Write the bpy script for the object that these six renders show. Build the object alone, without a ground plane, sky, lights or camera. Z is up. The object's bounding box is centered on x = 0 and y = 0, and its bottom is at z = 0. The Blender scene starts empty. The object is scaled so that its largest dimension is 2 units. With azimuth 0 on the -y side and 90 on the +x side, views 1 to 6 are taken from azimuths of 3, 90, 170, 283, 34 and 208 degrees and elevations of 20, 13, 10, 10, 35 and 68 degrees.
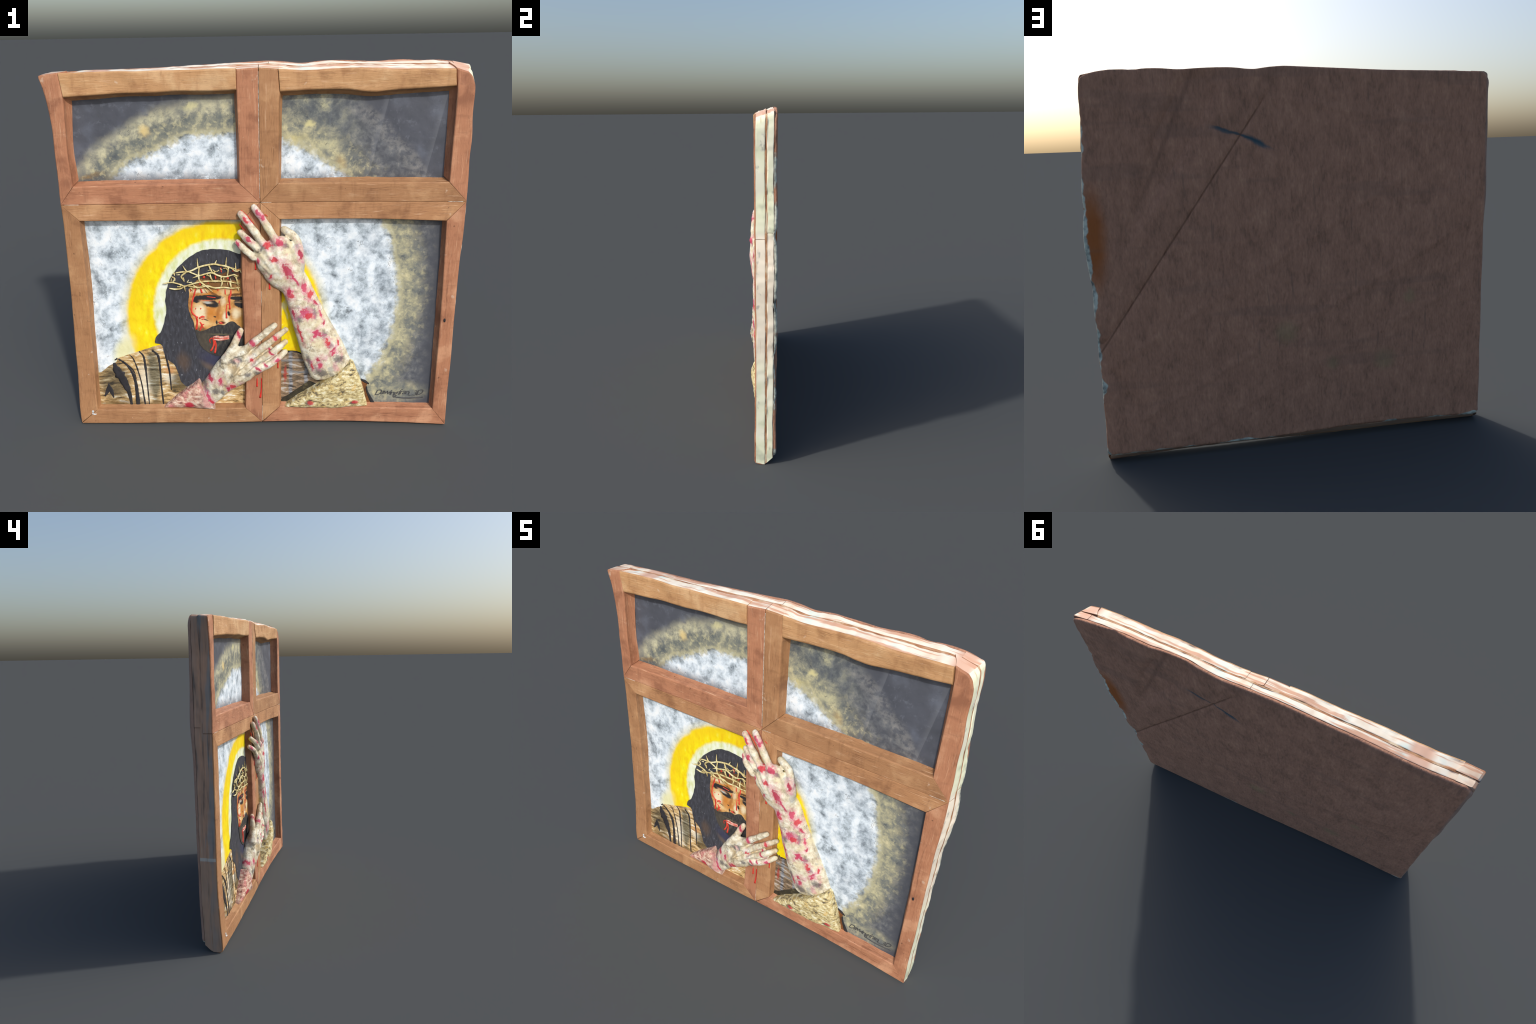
# A four-pane wooden window frame with painted canvases, seen as one relief:
# a bearded man with a halo and thorn crown is painted behind the panes and two
# modelled arms reach out over the mullion.
import bpy, math, random
import numpy as np
from mathutils import Vector, noise as mnoise
from mathutils.geometry import delaunay_2d_cdt
from mathutils.bvhtree import BVHTree

random.seed(7)
rng = np.random.default_rng(7)

# ------------------------------------------------------------------ helpers
def smooth(a, b, x):
    t = np.clip((np.asarray(x, float) - a) / (b - a), 0, 1)
    return t * t * (3 - 2 * t)

def curve_fn(pts):
    """Smooth function through (argument, value) control points."""
    p = np.array(sorted(pts), float)
    def f(x):
        x = np.asarray(x, float)
        return sum(np.interp(x + o, p[:, 0], p[:, 1]) for o in (-.024, -.012, 0, .012, .024)) / 5
    return f

def catmull(pts, n, closed=False):
    """Resample a control polyline as a smooth curve of n points."""
    P = np.array(pts, float)
    if closed:
        P = np.vstack([P[-1:], P, P[:2]])
    else:
        P = np.vstack([2 * P[0] - P[1], P, 2 * P[-1] - P[-2]])
    out = []
    m = len(P) - 3
    for i in range(m):
        t = np.linspace(0, 1, 24, endpoint=False)[:, None]
        a, b, c, d = P[i:i + 4]
        out.append(.5 * ((2 * b) + (c - a) * t + (2 * a - 5 * b + 4 * c - d) * t**2 + (-a + 3 * b - 3 * c + d) * t**3))
    out.append(P[-2:-1])
    Q = np.vstack(out)
    s = np.r_[0, np.cumsum(np.linalg.norm(np.diff(Q, axis=0), axis=1))]
    u = np.linspace(0, s[-1], n, endpoint=not closed)
    return np.stack([np.interp(u, s, Q[:, k]) for k in range(Q.shape[1])], 1)

def linear(pts, s):
    """Sample a polyline at normalised parameters s (smoothed corners)."""
    P = catmull(pts, 200) if len(pts) > 2 else np.array(pts, float)
    L = np.r_[0, np.cumsum(np.linalg.norm(np.diff(P, axis=0), axis=1))]
    return np.stack([np.interp(s * L[-1], L, P[:, k]) for k in range(2)], 1)

def fbm(P, scale, octaves=3, seed=0.):
    o = Vector((seed, seed * 1.7, -seed))
    return np.array([mnoise.fractal(Vector(p) * scale + o, 1.0, 2.0, octaves) for p in P])

# ------------------------------------------------------------------ overall shape of the slab
T = 0.1145                                     # slab thickness, front of frame to back board
front_y = curve_fn([(-.1, -.049), (.3, -.044), (.7, -.039), (1.25, -.035), (2., -.032)])
left_front = curve_fn([(-0.1, -0.986), (0.1, -0.992), (0.3, -0.985), (0.45, -0.983), (0.59, -0.977), (0.8, -0.97), (1.0, -0.968), (1.12, -0.965), (1.24, -0.969), (1.35, -0.966), (1.48, -0.967), (1.6, -0.964), (1.7, -0.974), (1.78, -0.986), (1.825, -1.006), (1.9, -0.99)])
left_back = curve_fn([(-0.1, -0.982), (0.27, -0.983), (0.42, -0.977), (0.54, -0.981), (0.75, -0.978), (0.9, -0.983), (1.08, -0.981), (1.23, -0.988), (1.4, -0.985), (1.56, -0.992), (1.7, -0.989), (1.8, -0.989), (1.9, -0.97)])
right_front = curve_fn([(-0.1, 0.98), (0.2, 0.974), (0.4, 0.977), (0.6, 0.973), (0.8, 0.972), (0.94, 0.971), (1.07, 0.976), (1.2, 0.976), (1.33, 0.975), (1.45, 0.97), (1.54, 0.974), (1.64, 0.965), (1.71, 0.966), (1.75, 0.968), (1.79, 0.96), (1.82, 0.93), (1.86, 0.89)])
right_back = curve_fn([(-0.1, 0.984), (0.13, 0.984), (0.21, 0.98), (0.33, 0.984), (0.45, 0.979), (0.56, 0.988), (0.68, 0.984), (0.8, 0.99), (0.88, 0.987), (0.95, 0.995), (1.1, 1.008), (1.2, 1.004), (1.26, 0.995), (1.33, 0.997), (1.5, 0.982), (1.58, 0.979), (1.65, 0.972), (1.75, 0.974), (1.8, 0.972), (1.835, 0.958), (1.87, 0.93)])
top_front = curve_fn([(-1, 1.832), (-.97, 1.838), (-.89, 1.846), (-.78, 1.846), (-.67, 1.850), (-.56, 1.847), (-.45, 1.850), (-.3, 1.850), (-.2, 1.855), (-.1, 1.853), (0, 1.857), (.1, 1.847), (.23, 1.839), (.37, 1.848), (.47, 1.851), (.59, 1.841), (.73, 1.842), (.87, 1.843), (.90, 1.836), (.93, 1.822), (.955, 1.795), (1, 1.77)])
top_back = curve_fn([(-1, 1.846), (-.77, 1.853), (-.44, 1.863), (-.12, 1.880), (.05, 1.888), (.13, 1.882), (.19, 1.873), (.28, 1.885), (.36, 1.887), (.44, 1.884), (.53, 1.878), (.62, 1.886), (.71, 1.885), (.85, 1.880), (.90, 1.870), (.94, 1.850), (1, 1.82)])
bottom_front = curve_fn([(-1, .008), (-.72, .011), (-.5, .016), (-.28, .014), (0, .020), (.26, .027), (.52, .026), (.78, .020), (1, .010)])
bottom_back = curve_fn([(-1, .036), (-.62, .054), (-.25, .058), (.18, .040), (.6, .043), (1, .044)])

def back_wedge(x, z):
    """Depth of the wedge-shaped dent in the back, widening towards the top edge."""
    along = smooth(1.0, 1.86, z)
    cx = .84 - .43 * (z - 1.03) / .835
    along = along + .25 * smooth(1.05, 1.35, z) * smooth(1.8, 1.5, z)
    return .034 * along * smooth(1.90, 1.74, z) * np.exp(-((x - cx) / (.012 + .092 * along)) ** 4)

def warp(x, z, d):
    """Flat design space (x, z on the frame's front, d = depth behind it) to the leaning, wavy slab."""
    x, z, d = [np.asarray(a, float) for a in np.broadcast_arrays(x, z, d)]
    k = np.clip(d / T, 0, 1)
    wl, wr = smooth(-.86, -.95, x), smooth(.86, .95, x)
    wt, wb = smooth(1.74, 1.83, z), smooth(.11, .03, z)
    X = x + wl * k * (left_back(z) - left_front(z)) + wr * k * (right_back(z) - right_front(z))
    kb = np.clip((k - .45) / .55, 0, 1)
    Z = z + wt * k * (top_back(x) - top_front(x)) + wb * (kb * (bottom_back(x) - bottom_front(x)) - .014 * np.sin(np.pi * np.clip(k / .8, 0, 1)))
    wave = wt * (.0025 * np.sin(7.3 * x + .6) + .0015 * np.sin(15.1 * x)) + wr * k * .0015 * np.sin(19. * z) 
    Y = front_y(z) + .003 * x + wave - back_wedge(x, z) * smooth(.55, .9, k) + d - .017 * smooth(.40, .02, z) * smooth(.35, -.75, x) * (1 - .6 * k)
    return np.stack([X, Y, np.maximum(Z, 0.0)], -1)

# ------------------------------------------------------------------ object helpers
ROOT = None
def add_object(name, me, parent=None):
    ob = bpy.data.objects.new(name, me)
    bpy.context.scene.collection.objects.link(ob)
    ob.parent = parent or ROOT
    return ob

def make_mesh(name, V, F, mats, fmat=None, smooth_shade=True):
    me = bpy.data.meshes.new(name)
    me.from_pydata([tuple(v) for v in V], [], F)
    for m in mats:
        me.materials.append(m)
    if fmat is not None:
        me.polygons.foreach_set("material_index", np.array(fmat, np.int32))
    me.polygons.foreach_set("use_smooth", np.full(len(me.polygons), smooth_shade))
    me.update()
    return me

# ------------------------------------------------------------------ node helpers
FRONT_LIGHT = np.array([1.29, 1.21, 1.155])
def C(r, g, b, light=FRONT_LIGHT):
    """Base colour of a surface that looks (r, g, b) in 8 bit when it faces the viewer's sunny side."""
    s = np.array([r, g, b]) / 255.
    lin = np.where(s <= .04045, s / 12.92, ((s + .055) / 1.055) ** 2.4)
    return tuple(np.clip(lin / light, 0.003, .88)) + (1.,)

class Mat:
    def __init__(self, name, rough=.75, spec=.25):
        self.m = bpy.data.materials.new(name)
        self.m.use_nodes = True
        self.t = self.m.node_tree
        self.b = self.t.nodes['Principled BSDF']
        self.b.inputs['Roughness'].default_value = rough
        self.b.inputs['Specular IOR Level'].default_value = spec
        self.p = self.n('ShaderNodeTexCoord').outputs['Object']
    def n(self, t):
        return self.t.nodes.new(t)
    def put(self, sock, v):
        if isinstance(v, bpy.types.NodeSocket):
            self.t.links.new(v, sock)
        elif v is not None:
            sock.default_value = v
    def math(self, op, a, b=None, clamp=False):
        n = self.n('ShaderNodeMath'); n.operation = op; n.use_clamp = clamp
        self.put(n.inputs[0], a); self.put(n.inputs[1], b)
        return n.outputs[0]
    def vmath(self, op, a, b=None):
        n = self.n('ShaderNodeVectorMath'); n.operation = op
        self.put(n.inputs[0], a)
        if op == 'SCALE': self.put(n.inputs['Scale'], b)
        else: self.put(n.inputs[1], b)
        return n.outputs['Value'] if op in ('LENGTH', 'DOT_PRODUCT') else n.outputs[0]
    def mapping(self, v, loc=(0, 0, 0), rot=(0, 0, 0), scale=(1, 1, 1), kind='POINT'):
        n = self.n('ShaderNodeMapping'); n.vector_type = kind
        self.put(n.inputs[0], v)
        n.inputs['Location'].default_value = loc; n.inputs['Rotation'].default_value = rot; n.inputs['Scale'].default_value = scale
        return n.outputs[0]
    def noise(self, v, scale, detail=4, rough=.55, color=False, dist=0.):
        n = self.n('ShaderNodeTexNoise')
        self.put(n.inputs['Vector'], v)
        n.inputs['Scale'].default_value = scale; n.inputs['Detail'].default_value = detail
        n.inputs['Roughness'].default_value = rough; n.inputs['Distortion'].default_value = dist
        return n.outputs['Color' if color else 'Fac']
    def ramp(self, f, stops, interp='LINEAR'):
        n = self.n('ShaderNodeValToRGB'); e = n.color_ramp.elements
        n.color_ramp.interpolation = interp
        while len(e) < len(stops): e.new(.5)
        for el, (pos, col) in zip(e, stops):
            el.position = pos
            el.color = col if isinstance(col, tuple) else (col, col, col, 1)
        self.put(n.inputs[0], f)
        return n.outputs[0]
    def mix(self, f, a, b, blend='MIX'):
        n = self.n('ShaderNodeMix'); n.data_type = 'RGBA'; n.blend_type = blend
        self.put(n.inputs[0], f); self.put(n.inputs[6], a); self.put(n.inputs[7], b)
        return n.outputs[2]
    def range(self, v, a, b, lo=0., hi=1.):
        n = self.n('ShaderNodeMapRange'); n.interpolation_type = 'SMOOTHSTEP'
        self.put(n.inputs[0], v)
        n.inputs[1].default_value = a; n.inputs[2].default_value = b; n.inputs[3].default_value = lo; n.inputs[4].default_value = hi
        return n.outputs[0]
    def jitter(self, v, scale, amount, detail=3):
        c = self.noise(v, scale, detail, color=True)
        c = self.vmath('SUBTRACT', c, (.5, .5, .5))
        return self.vmath('ADD', v, self.vmath('SCALE', c, amount))
    def radius(self, v, x, z, rx, rz, turn=0.):
        """1 on the rim of an ellipse in the xz plane."""
        return self.vmath('LENGTH', self.mapping(v, (x, 0, z), (0, math.radians(turn), 0), (rx, 1e4, rz), 'TEXTURE'))
    def blob(self, col, v, x, z, rx, rz, color, turn=0., soft=.35, strength=1., rag=None):
        r = self.radius(v, x, z, rx, rz, turn)
        if rag is not None: r = self.math('ADD', r, rag)
        f = self.range(r, 1 + soft, 1 - soft, 0, strength)
        return self.mix(f, col, color)
    def axis(self, v, k):
        n = self.n('ShaderNodeSeparateXYZ'); self.put(n.inputs[0], v)
        return n.outputs[k]
    def done(self, col, bump=None, strength=.3, dist=.003):
        self.put(self.b.inputs['Base Color'], col)
        if bump is not None:
            n = self.n('ShaderNodeBump'); n.inputs['Strength'].default_value = strength; n.inputs['Distance'].default_value = dist
            self.put(n.inputs['Height'], bump); self.put(self.b.inputs['Normal'], n.outputs[0])
        return self.m

# ------------------------------------------------------------------ materials
def wood(name, along, base, dark, light):
    """Oiled softwood; the grain runs along x or along z."""
    M = Mat(name, .62, .3)
    n = M.n('ShaderNodeObjectInfo')
    sh = M.n('ShaderNodeCombineXYZ')
    for i in range(3): M.put(sh.inputs[i], M.math('MULTIPLY', n.outputs['Random'], 7.3 + i))
    q = M.vmath('ADD', M.p, sh.outputs[0])
    sc = (1.2, 14, 22) if along == 'x' else (22, 14, 1.2)
    g = M.mapping(M.jitter(q, 2.6, .09), scale=sc)
    big = M.noise(g, 1.5, 6, .62)
    fine = M.noise(M.mapping(q, scale=(sc[0] * 4, 40, sc[2] * 4)), 3., 4, .7)
    cross = M.noise(M.mapping(q, scale=(12, 6, 2.2) if along == 'x' else (2.2, 6, 12)), 2.6, 4, .6)
    blot = M.noise(M.jitter(q, 5, .1), 6.5, 5, .6)
    col = M.ramp(M.math('ADD', M.math('MULTIPLY', big, .45), M.math('MULTIPLY', fine, .55)), [(.35, dark), (.47, base), (.56, base), (.68, light)])
    col = M.mix(M.range(blot, .50, .68, 0, .70), col, light)
    col = M.mix(M.range(blot, .47, .30, 0, .75), col, dark)
    col = M.mix(M.range(cross, .52, .70, 0, .35), col, dark)
    # dark pores along the grain
    pore = M.noise(M.mapping(q, scale=(sc[0] * 7, 60, sc[2] * 6)), 3.6, 2)
    col = M.mix(M.range(pore, .64, .74, 0, .5), col, C(96, 60, 44))
    worn = M.noise(M.mapping(q, scale=(sc[0] * 2.2, 20, sc[2] * 1.4)), 3.2, 4, .65)
    col = M.mix(M.range(worn, .60, .72, 0, .55), col, C(228, 186, 150))
    v = M.math('ADD', M.math('MULTIPLY', n.outputs['Random'], .16), .92)
    vv = M.n('ShaderNodeCombineXYZ')
    for i in range(3): M.put(vv.inputs[i], v)
    col = M.mix(1., col, vv.outputs[0], 'MULTIPLY')
    speck = M.noise(q, 40, 2)
    col = M.mix(M.range(speck, .72, .77, 0, .6), col, C(88, 58, 46))
    col = M.mix(M.range(M.noise(q, 23, 3), .70, .76, 0, .5), col, C(222, 196, 172))
    return M.done(col, M.math('ADD', M.math('MULTIPLY', fine, .8), big), .6, .004)

RED = (C(184, 126, 94), C(142, 92, 68), C(214, 160, 124))
TAN = (C(182, 132, 92), C(140, 96, 66), C(208, 160, 116))
GOLD = (C(208, 158, 110), C(170, 120, 80), C(230, 188, 142))
WOOD_H = wood('reddish_wood_lying', 'x', *RED)
WOOD_V = wood('reddish_wood_standing', 'z', *RED)
TAN_H = wood('tan_wood_lying', 'x', *TAN)
TAN_V = wood('tan_wood_standing', 'z', *TAN)
GOLD_H = wood('golden_wood_lying', 'x', *GOLD)

def whitewash(name, along):
    """Worn cream paint on the outer edges, with bare wood streaks."""
    M = Mat(name, .7, .2)
    sc = (1, 16, 1) if along == 'x' else (1, 16, 1)
    q = M.mapping(M.p, scale=sc)
    patch = M.noise(M.p, 7, 3)
    z = M.axis(M.p, 2); x = M.axis(M.p, 0)
    if along == 'z':
        col = M.ramp(patch, [(.3, (.48, .52, .40, 1)), (.43, (.80, .84, .62, 1)), (.58, (.88, .88, .72, 1))])
        pink = M.math('MULTIPLY', M.range(z, .50, .66), M.range(z, 1.28, 1.24))
        col = M.mix(M.math('MULTIPLY', pink, .85), col, M.ramp(patch, [(.3, (.76, .68, .58, 1)), (.55, (.88, .80, .68, 1))]))
        streak = M.noise(M.mapping(M.p, scale=(1, 30, 1.3)), 4, 4)
        col = M.mix(M.range(streak, .64, .74, 0, .75), col, (.40, .20, .10, 1))
        grey = M.noise(M.mapping(M.p, scale=(1, 5, 3)), 5, 4)
        col = M.mix(M.range(grey, .60, .72, 0, .6), col, (.28, .30, .28, 1))
    else:
        col = M.ramp(patch, [(.3, (.72, .52, .38, 1)), (.45, (.78, .70, .58, 1)), (.55, (.82, .78, .68, 1)), (.66, (.66, .74, .68, 1))])
        streak = M.noise(M.mapping(M.p, scale=(.9, 16, 9)), 3, 3)
        col = M.mix(M.range(streak, .53, .63, 0, .85), col, (.58, .31, .20, 1))
        terr = M.math('ADD', M.math('MULTIPLY', M.range(x, .83, .88), M.range(x, .955, .92)), M.math('MULTIPLY', M.range(x, -.66, -.70), M.range(x, -.80, -.76)), True)
        col = M.mix(M.math('MULTIPLY', terr, .85), col, (.62, .37, .27, 1))
        col = M.mix(M.range(M.noise(M.mapping(M.p, scale=(1.5, 22, 14)), 6, 3), .70, .76, 0, .6), col, (.16, .17, .17, 1))
    return M.done(col, patch, .15, .003)
PAINT_TOP = whitewash('worn_cream_paint_lying', 'x')
PAINT_SIDE = whitewash('worn_cream_paint_standing', 'z')

def grey_stain(name, blueness):
    M = Mat(name, .8, .2)
    s = M.noise(M.mapping(M.p, scale=(1, 20, 1.3)), 3.5, 5)
    col = M.ramp(s, [(.30, (.16, .12, .10, 1)), (.42, (.40, .26, .185, 1)), (.62, (.50, .30, .20, 1)), (.78, (.46, .38, .30, 1))])
    blue = M.noise(M.mapping(M.p, scale=(1, 12, 1.6)), 2.2, 2)
    col = M.mix(M.range(blue, .44, .62, 0, blueness), col, (.20, .26, .28, 1))
    z = M.axis(M.p, 2)
    for zz in (1.235, .535):
        band = M.math('MULTIPLY', M.range(z, zz - .012, zz - .006), M.range(z, zz + .012, zz + .006))
        if zz < 1: col = M.mix(M.math('MULTIPLY', band, .7), col, (.55, .55, .5, 1))
    low = M.math('MULTIPLY', M.range(z, .53, .50), .5)
    col = M.mix(low, col, (.45, .30, .21, 1))
    return M.done(col, s, .3, .004)
STAIN = grey_stain('weathered_blue_grey_wood', .6)
STAIN_BROWN = grey_stain('weathered_brown_wood', .1)

def back_brown():
    M = Mat('brown_fibre_board', .9, .1)
    f = M.noise(M.mapping(M.p, scale=(1.6, 1, .55)), 55, 4, .6)
    b = M.noise(M.mapping(M.p, scale=(1, 1, .5)), 14, 4, .6)
    s = M.noise(M.mapping(M.p, scale=(1.5, 1, .12)), 34, 3, .5)
    col = M.ramp(M.math('ADD', M.math('MULTIPLY', f, .5), M.math('MULTIPLY', b, .5)), [(.34, (.30, .165, .11, 1)), (.46, (.43, .225, .148, 1)), (.56, (.50, .262, .172, 1)), (.68, (.60, .33, .21, 1))])
    col = M.mix(M.range(s, .66, .74, 0, .5), col, (.24, .15, .11, 1))
    p = M.jitter(M.p, 9, .05)
    col = M.blob(col, p, .96, 1.12, .05, .20, (.42, .13, .035, 1), soft=.6, strength=.9)
    for x, z, rx, rz, t in ((.335, 1.600, .055, .010, -18), (.18, 1.54, .055, .013, -24), (.25, 1.57, .12, .005, -22)):
        col = M.blob(col, p, x, z, rx, rz, (.05, .11, .14, 1), t, .6, .85)
    for x, z, r in ((-.574, .74, .03), (-.171, .42, .03), (-.44, .41, .05), (.07, .60, .05)):
        col = M.blob(col, p, x, z, r, r, (.36, .29, .15, 1), 0, .7, .45)
    xx = M.axis(M.p, 0); zx = M.axis(M.p, 2)
    crease = M.math('ABSOLUTE', M.math('ADD', M.math('MULTIPLY', M.math('SUBTRACT', xx, .132), .815), M.math('MULTIPLY', M.math('SUBTRACT', zx, 1.753), .579)))
    on = M.math('MULTIPLY', M.range(crease, .006, .002), M.math('MULTIPLY', M.range(xx, .12, .2), .55))
    col = M.mix(on, col, (.16, .085, .055, 1))  # groove shade drawn in as a dark line; ambient light hardly shows it
    crease = M.math('ABSOLUTE', M.math('ADD', M.math('MULTIPLY', M.math('SUBTRACT', xx, .464), .909), M.math('MULTIPLY', M.math('SUBTRACT', zx, 1.868), .417)))
    on = M.math('MULTIPLY', M.range(crease, .016, .002), M.math('MULTIPLY', M.range(zx, 1.25, 1.45), .35))
    col = M.mix(on, col, (.18, .10, .07, 1))
    diag = M.noise(M.mapping(M.p, rot=(0, -.52, 0), scale=(.25, 1, 2.2)), 5, 3)
    col = M.mix(M.range(diag, .54, .66, 0, .28), col, (.26, .16, .12, 1))
    col = M.mix(M.range(xx, -.966, -.978, 0, .6), col, (.34, .26, .22, 1))
    # torn rim where the pale ground shows
    x = M.axis(M.p, 0); z = M.axis(M.p, 2)
    tear = M.noise(M.mapping(M.p, scale=(.2, .2, 1)), 6.5, 3)
    edge = M.range(M.math('ADD', x, M.math('MULTIPLY', tear, .12)), 1.032, 1.040)
    low = M.range(M.math('SUBTRACT', z, M.math('MULTIPLY', M.noise(M.mapping(M.p, scale=(1, .2, .2)), 5, 3), .10)), .004, -.002)
    top = M.range(M.math('ADD', z, M.math('MULTIPLY', M.noise(M.mapping(M.p, scale=(1, .2, .2)), 3.3, 3), .10)), 1.934, 1.940)
    pale = M.ramp(M.noise(M.p, 22, 3), [(.35, (.18, .20, .19, 1)), (.52, (.56, .60, .52, 1)), (.66, (.76, .78, .66, 1))])
    col = M.mix(M.math('MAXIMUM', M.math('MAXIMUM', edge, low), top), col, pale)
    return M.done(col, M.math('ADD', M.math('ADD', f, s), M.math('MULTIPLY', b, 1.5)), .8, .006)
BACK = back_brown()

def canvas():
    """Sky of the painting: white cloud disc, ochre ring, slate night, yellow halo."""
    M = Mat('painted_canvas', .6, .25)
    p = M.mapping(M.p, scale=(1, 0, 1))
    w = M.jitter(p, 6, .09, 5)
    wf = M.jitter(p, 20, .035, 3)
    x = M.axis(p, 0); z = M.axis(p, 2)
    upper = M.range(z, 1.22, 1.26)
    n1 = M.noise(M.jitter(p, 14, .05, 4), 15, 7, .68); n2 = M.noise(M.mapping(p, rot=(0, .6, 0), scale=(1.6, 1, .8)), 9, 4, .6)
    cl = M.math('ADD', M.math('MULTIPLY', n1, .65), M.math('MULTIPLY', n2, .35))
    cloud = M.ramp(cl, [(.36, C(118, 126, 134)), (.43, C(176, 186, 194)), (.485, C(212, 222, 231)), (.54, C(238, 245, 251)), (.61, C(253, 254, 255))])
    greyside = M.math('MULTIPLY', M.range(x, .36, .56), M.range(M.noise(w, 7, 5, .6), .38, .58))
    cloud = M.mix(M.math('MULTIPLY', greyside, .62), cloud, M.ramp(n1, [(.36, C(112, 120, 128)), (.5, C(166, 176, 186)), (.64, C(222, 230, 238))]))
    n3 = M.noise(M.jitter(p, 11, .05, 4), 15, 6, .66)
    ochre = M.ramp(n3, [(.32, C(98, 102, 104)), (.42, C(128, 130, 122)), (.50, C(158, 155, 134)), (.58, C(190, 182, 148)), (.68, C(224, 212, 170))])
    drip = M.noise(M.mapping(wf, scale=(2.2, 1, .7)), 9, 4)
    ochre = M.mix(M.range(drip, .52, .66, 0, .45), ochre, C(112, 116, 118))
    n4 = M.noise(w, 7, 4, .5)
    slate = M.ramp(n4, [(.35, C(80, 82, 90)), (.5, C(88, 90, 99)), (.68, C(106, 110, 122))])
    slate = M.mix(M.math('MULTIPLY', M.range(M.noise(wf, 24, 5, .65), .54, .70), M.math('MULTIPLY', upper, .35)), slate, C(132, 136, 148))
    haze = M.ramp(M.noise(wf, 24, 5, .6), [(.40, C(86, 88, 94)), (.54, C(112, 113, 116)), (.64, C(140, 138, 134)), (.72, C(176, 170, 150))])
    r = M.radius(w, -.15, .72, .85, .85)
    rr = M.math('ADD', r, M.math('MULTIPLY', M.math('SUBTRACT', n3, .5), .11))
    hz = M.math('MULTIPLY', M.range(r, 1.38, 1.26), M.range(x, .15, .4))
    col = M.mix(M.math('MULTIPLY', hz, .75), slate, haze)
    right_up = M.math('MULTIPLY', M.range(x, .0, .1), upper)
    col = M.mix(M.math('MULTIPLY', M.math('MULTIPLY', right_up, M.range(x, .55, .30)), .75), col, M.ramp(n3, [(.34, C(72, 78, 86)), (.48, C(106, 110, 110)), (.58, C(148, 148, 134)), (.70, C(200, 194, 158))]))
    ring = M.range(rr, 1.20, 1.05)
    ring = M.math('MULTIPLY', ring, M.math('SUBTRACT', 1., M.math('MULTIPLY', M.math('MULTIPLY', M.range(x, .34, .56), upper), .7)))
    col = M.mix(ring, col, ochre)
    left_up = M.math('MULTIPLY', M.range(x, .1, 0), upper)
    # left upper pane: a dusky band with a pale ochre rim outside it
    band = M.math('MULTIPLY', M.math('MULTIPLY', M.range(rr, 1.00, 1.05), M.range(rr, 1.14, 1.09)), left_up)
    col = M.mix(M.math('MULTIPLY', band, .55), col, M.ramp(n3, [(.36, C(88, 94, 97)), (.5, C(108, 114, 113)), (.66, C(146, 148, 134))]))
    rim = M.math('MULTIPLY', M.math('MULTIPLY', M.range(rr, 1.08, 1.13), M.range(rr, 1.22, 1.15)), left_up)
    col = M.mix(M.math('MULTIPLY', rim, .75), col, M.ramp(n3, [(.38, C(136, 136, 128)), (.5, C(176, 172, 150)), (.62, C(224, 216, 180))]))
    q = M.jitter(p, 40, .03, 3)
    for bx, bz, rx, rz, c, st in ((-.545, 1.575, .022, .024, C(244, 212, 140), .7), (.385, 1.42, .022, .035, C(204, 172, 112), .5), (.40, 1.36, .014, .018, C(214, 178, 112), .5), (.235, 1.60, .022, .014, C(236, 222, 160), .75), (.14, 1.52, .07, .022, C(218, 202, 138), .55), (.32, 1.50, .05, .022, C(214, 206, 164), .55), (-.32, 1.685, .03, .014, C(226, 216, 160), .6), (-.82, 1.36, .06, .012, C(170, 130, 60), .5)):
        col = M.blob(col, q, bx, bz, rx, rz, c, -15, .7, st)
    cloudmask = M.range(M.math('ADD', r, M.math('MULTIPLY', M.math('SUBTRACT', M.noise(p, 45, 4), .5), .12)), 1.02, .955)
    col = M.mix(cloudmask, col, cloud)
    edge = M.math('MULTIPLY', M.range(rr, .985, 1.0), M.range(rr, 1.03, 1.01))
    col = M.mix(M.math('MULTIPLY', edge, .5), col, C(210, 200, 158))
    smudge = M.math('MULTIPLY', M.math('MULTIPLY', M.range(z, 1.40, 1.335), upper), M.range(n3, .36, .52))
    col = M.mix(M.math('MULTIPLY', smudge, .8), col, C(74, 76, 84))
    col = M.mix(M.math('MULTIPLY', M.math('MULTIPLY', M.range(x, .78, .88), M.range(z, 1.26, 1.22)), .85), col, C(78, 80, 88))
    col = M.blob(col, q, .70, .185, .15, .06, ochre, 0, .5, .75)
    fl = M.noise(M.jitter(p, 40, .02, 3), 34, 4, .6)
    flz = M.math('MULTIPLY', M.range(r, .99, 1.03), M.range(r, 1.22, 1.08))
    col = M.mix(M.math('MULTIPLY', M.math('MULTIPLY', M.range(fl, .48, .70), flz), .55), col, C(224, 212, 166))
    arc = M.math('MULTIPLY', M.math('MULTIPLY', M.range(r, 1.24, 1.30), M.range(r, 1.38, 1.33)), M.math('MULTIPLY', M.range(x, .3, .5), upper))
    col = M.mix(M.math('MULTIPLY', M.math('MULTIPLY', arc, M.range(fl, .40, .60)), .45), col, C(150, 146, 142))
    # hair cracks in the paint
    cr = M.noise(M.jitter(p, 26, .04, 3), 20, 2)
    crack = M.math('MULTIPLY', M.range(M.math('ABSOLUTE', M.math('SUBTRACT', cr, .5)), .012, .003), M.range(M.noise(p, 13, 3), .52, .62))
    col = M.mix(M.math('MULTIPLY', crack, .55), col, C(84, 86, 88))
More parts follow.
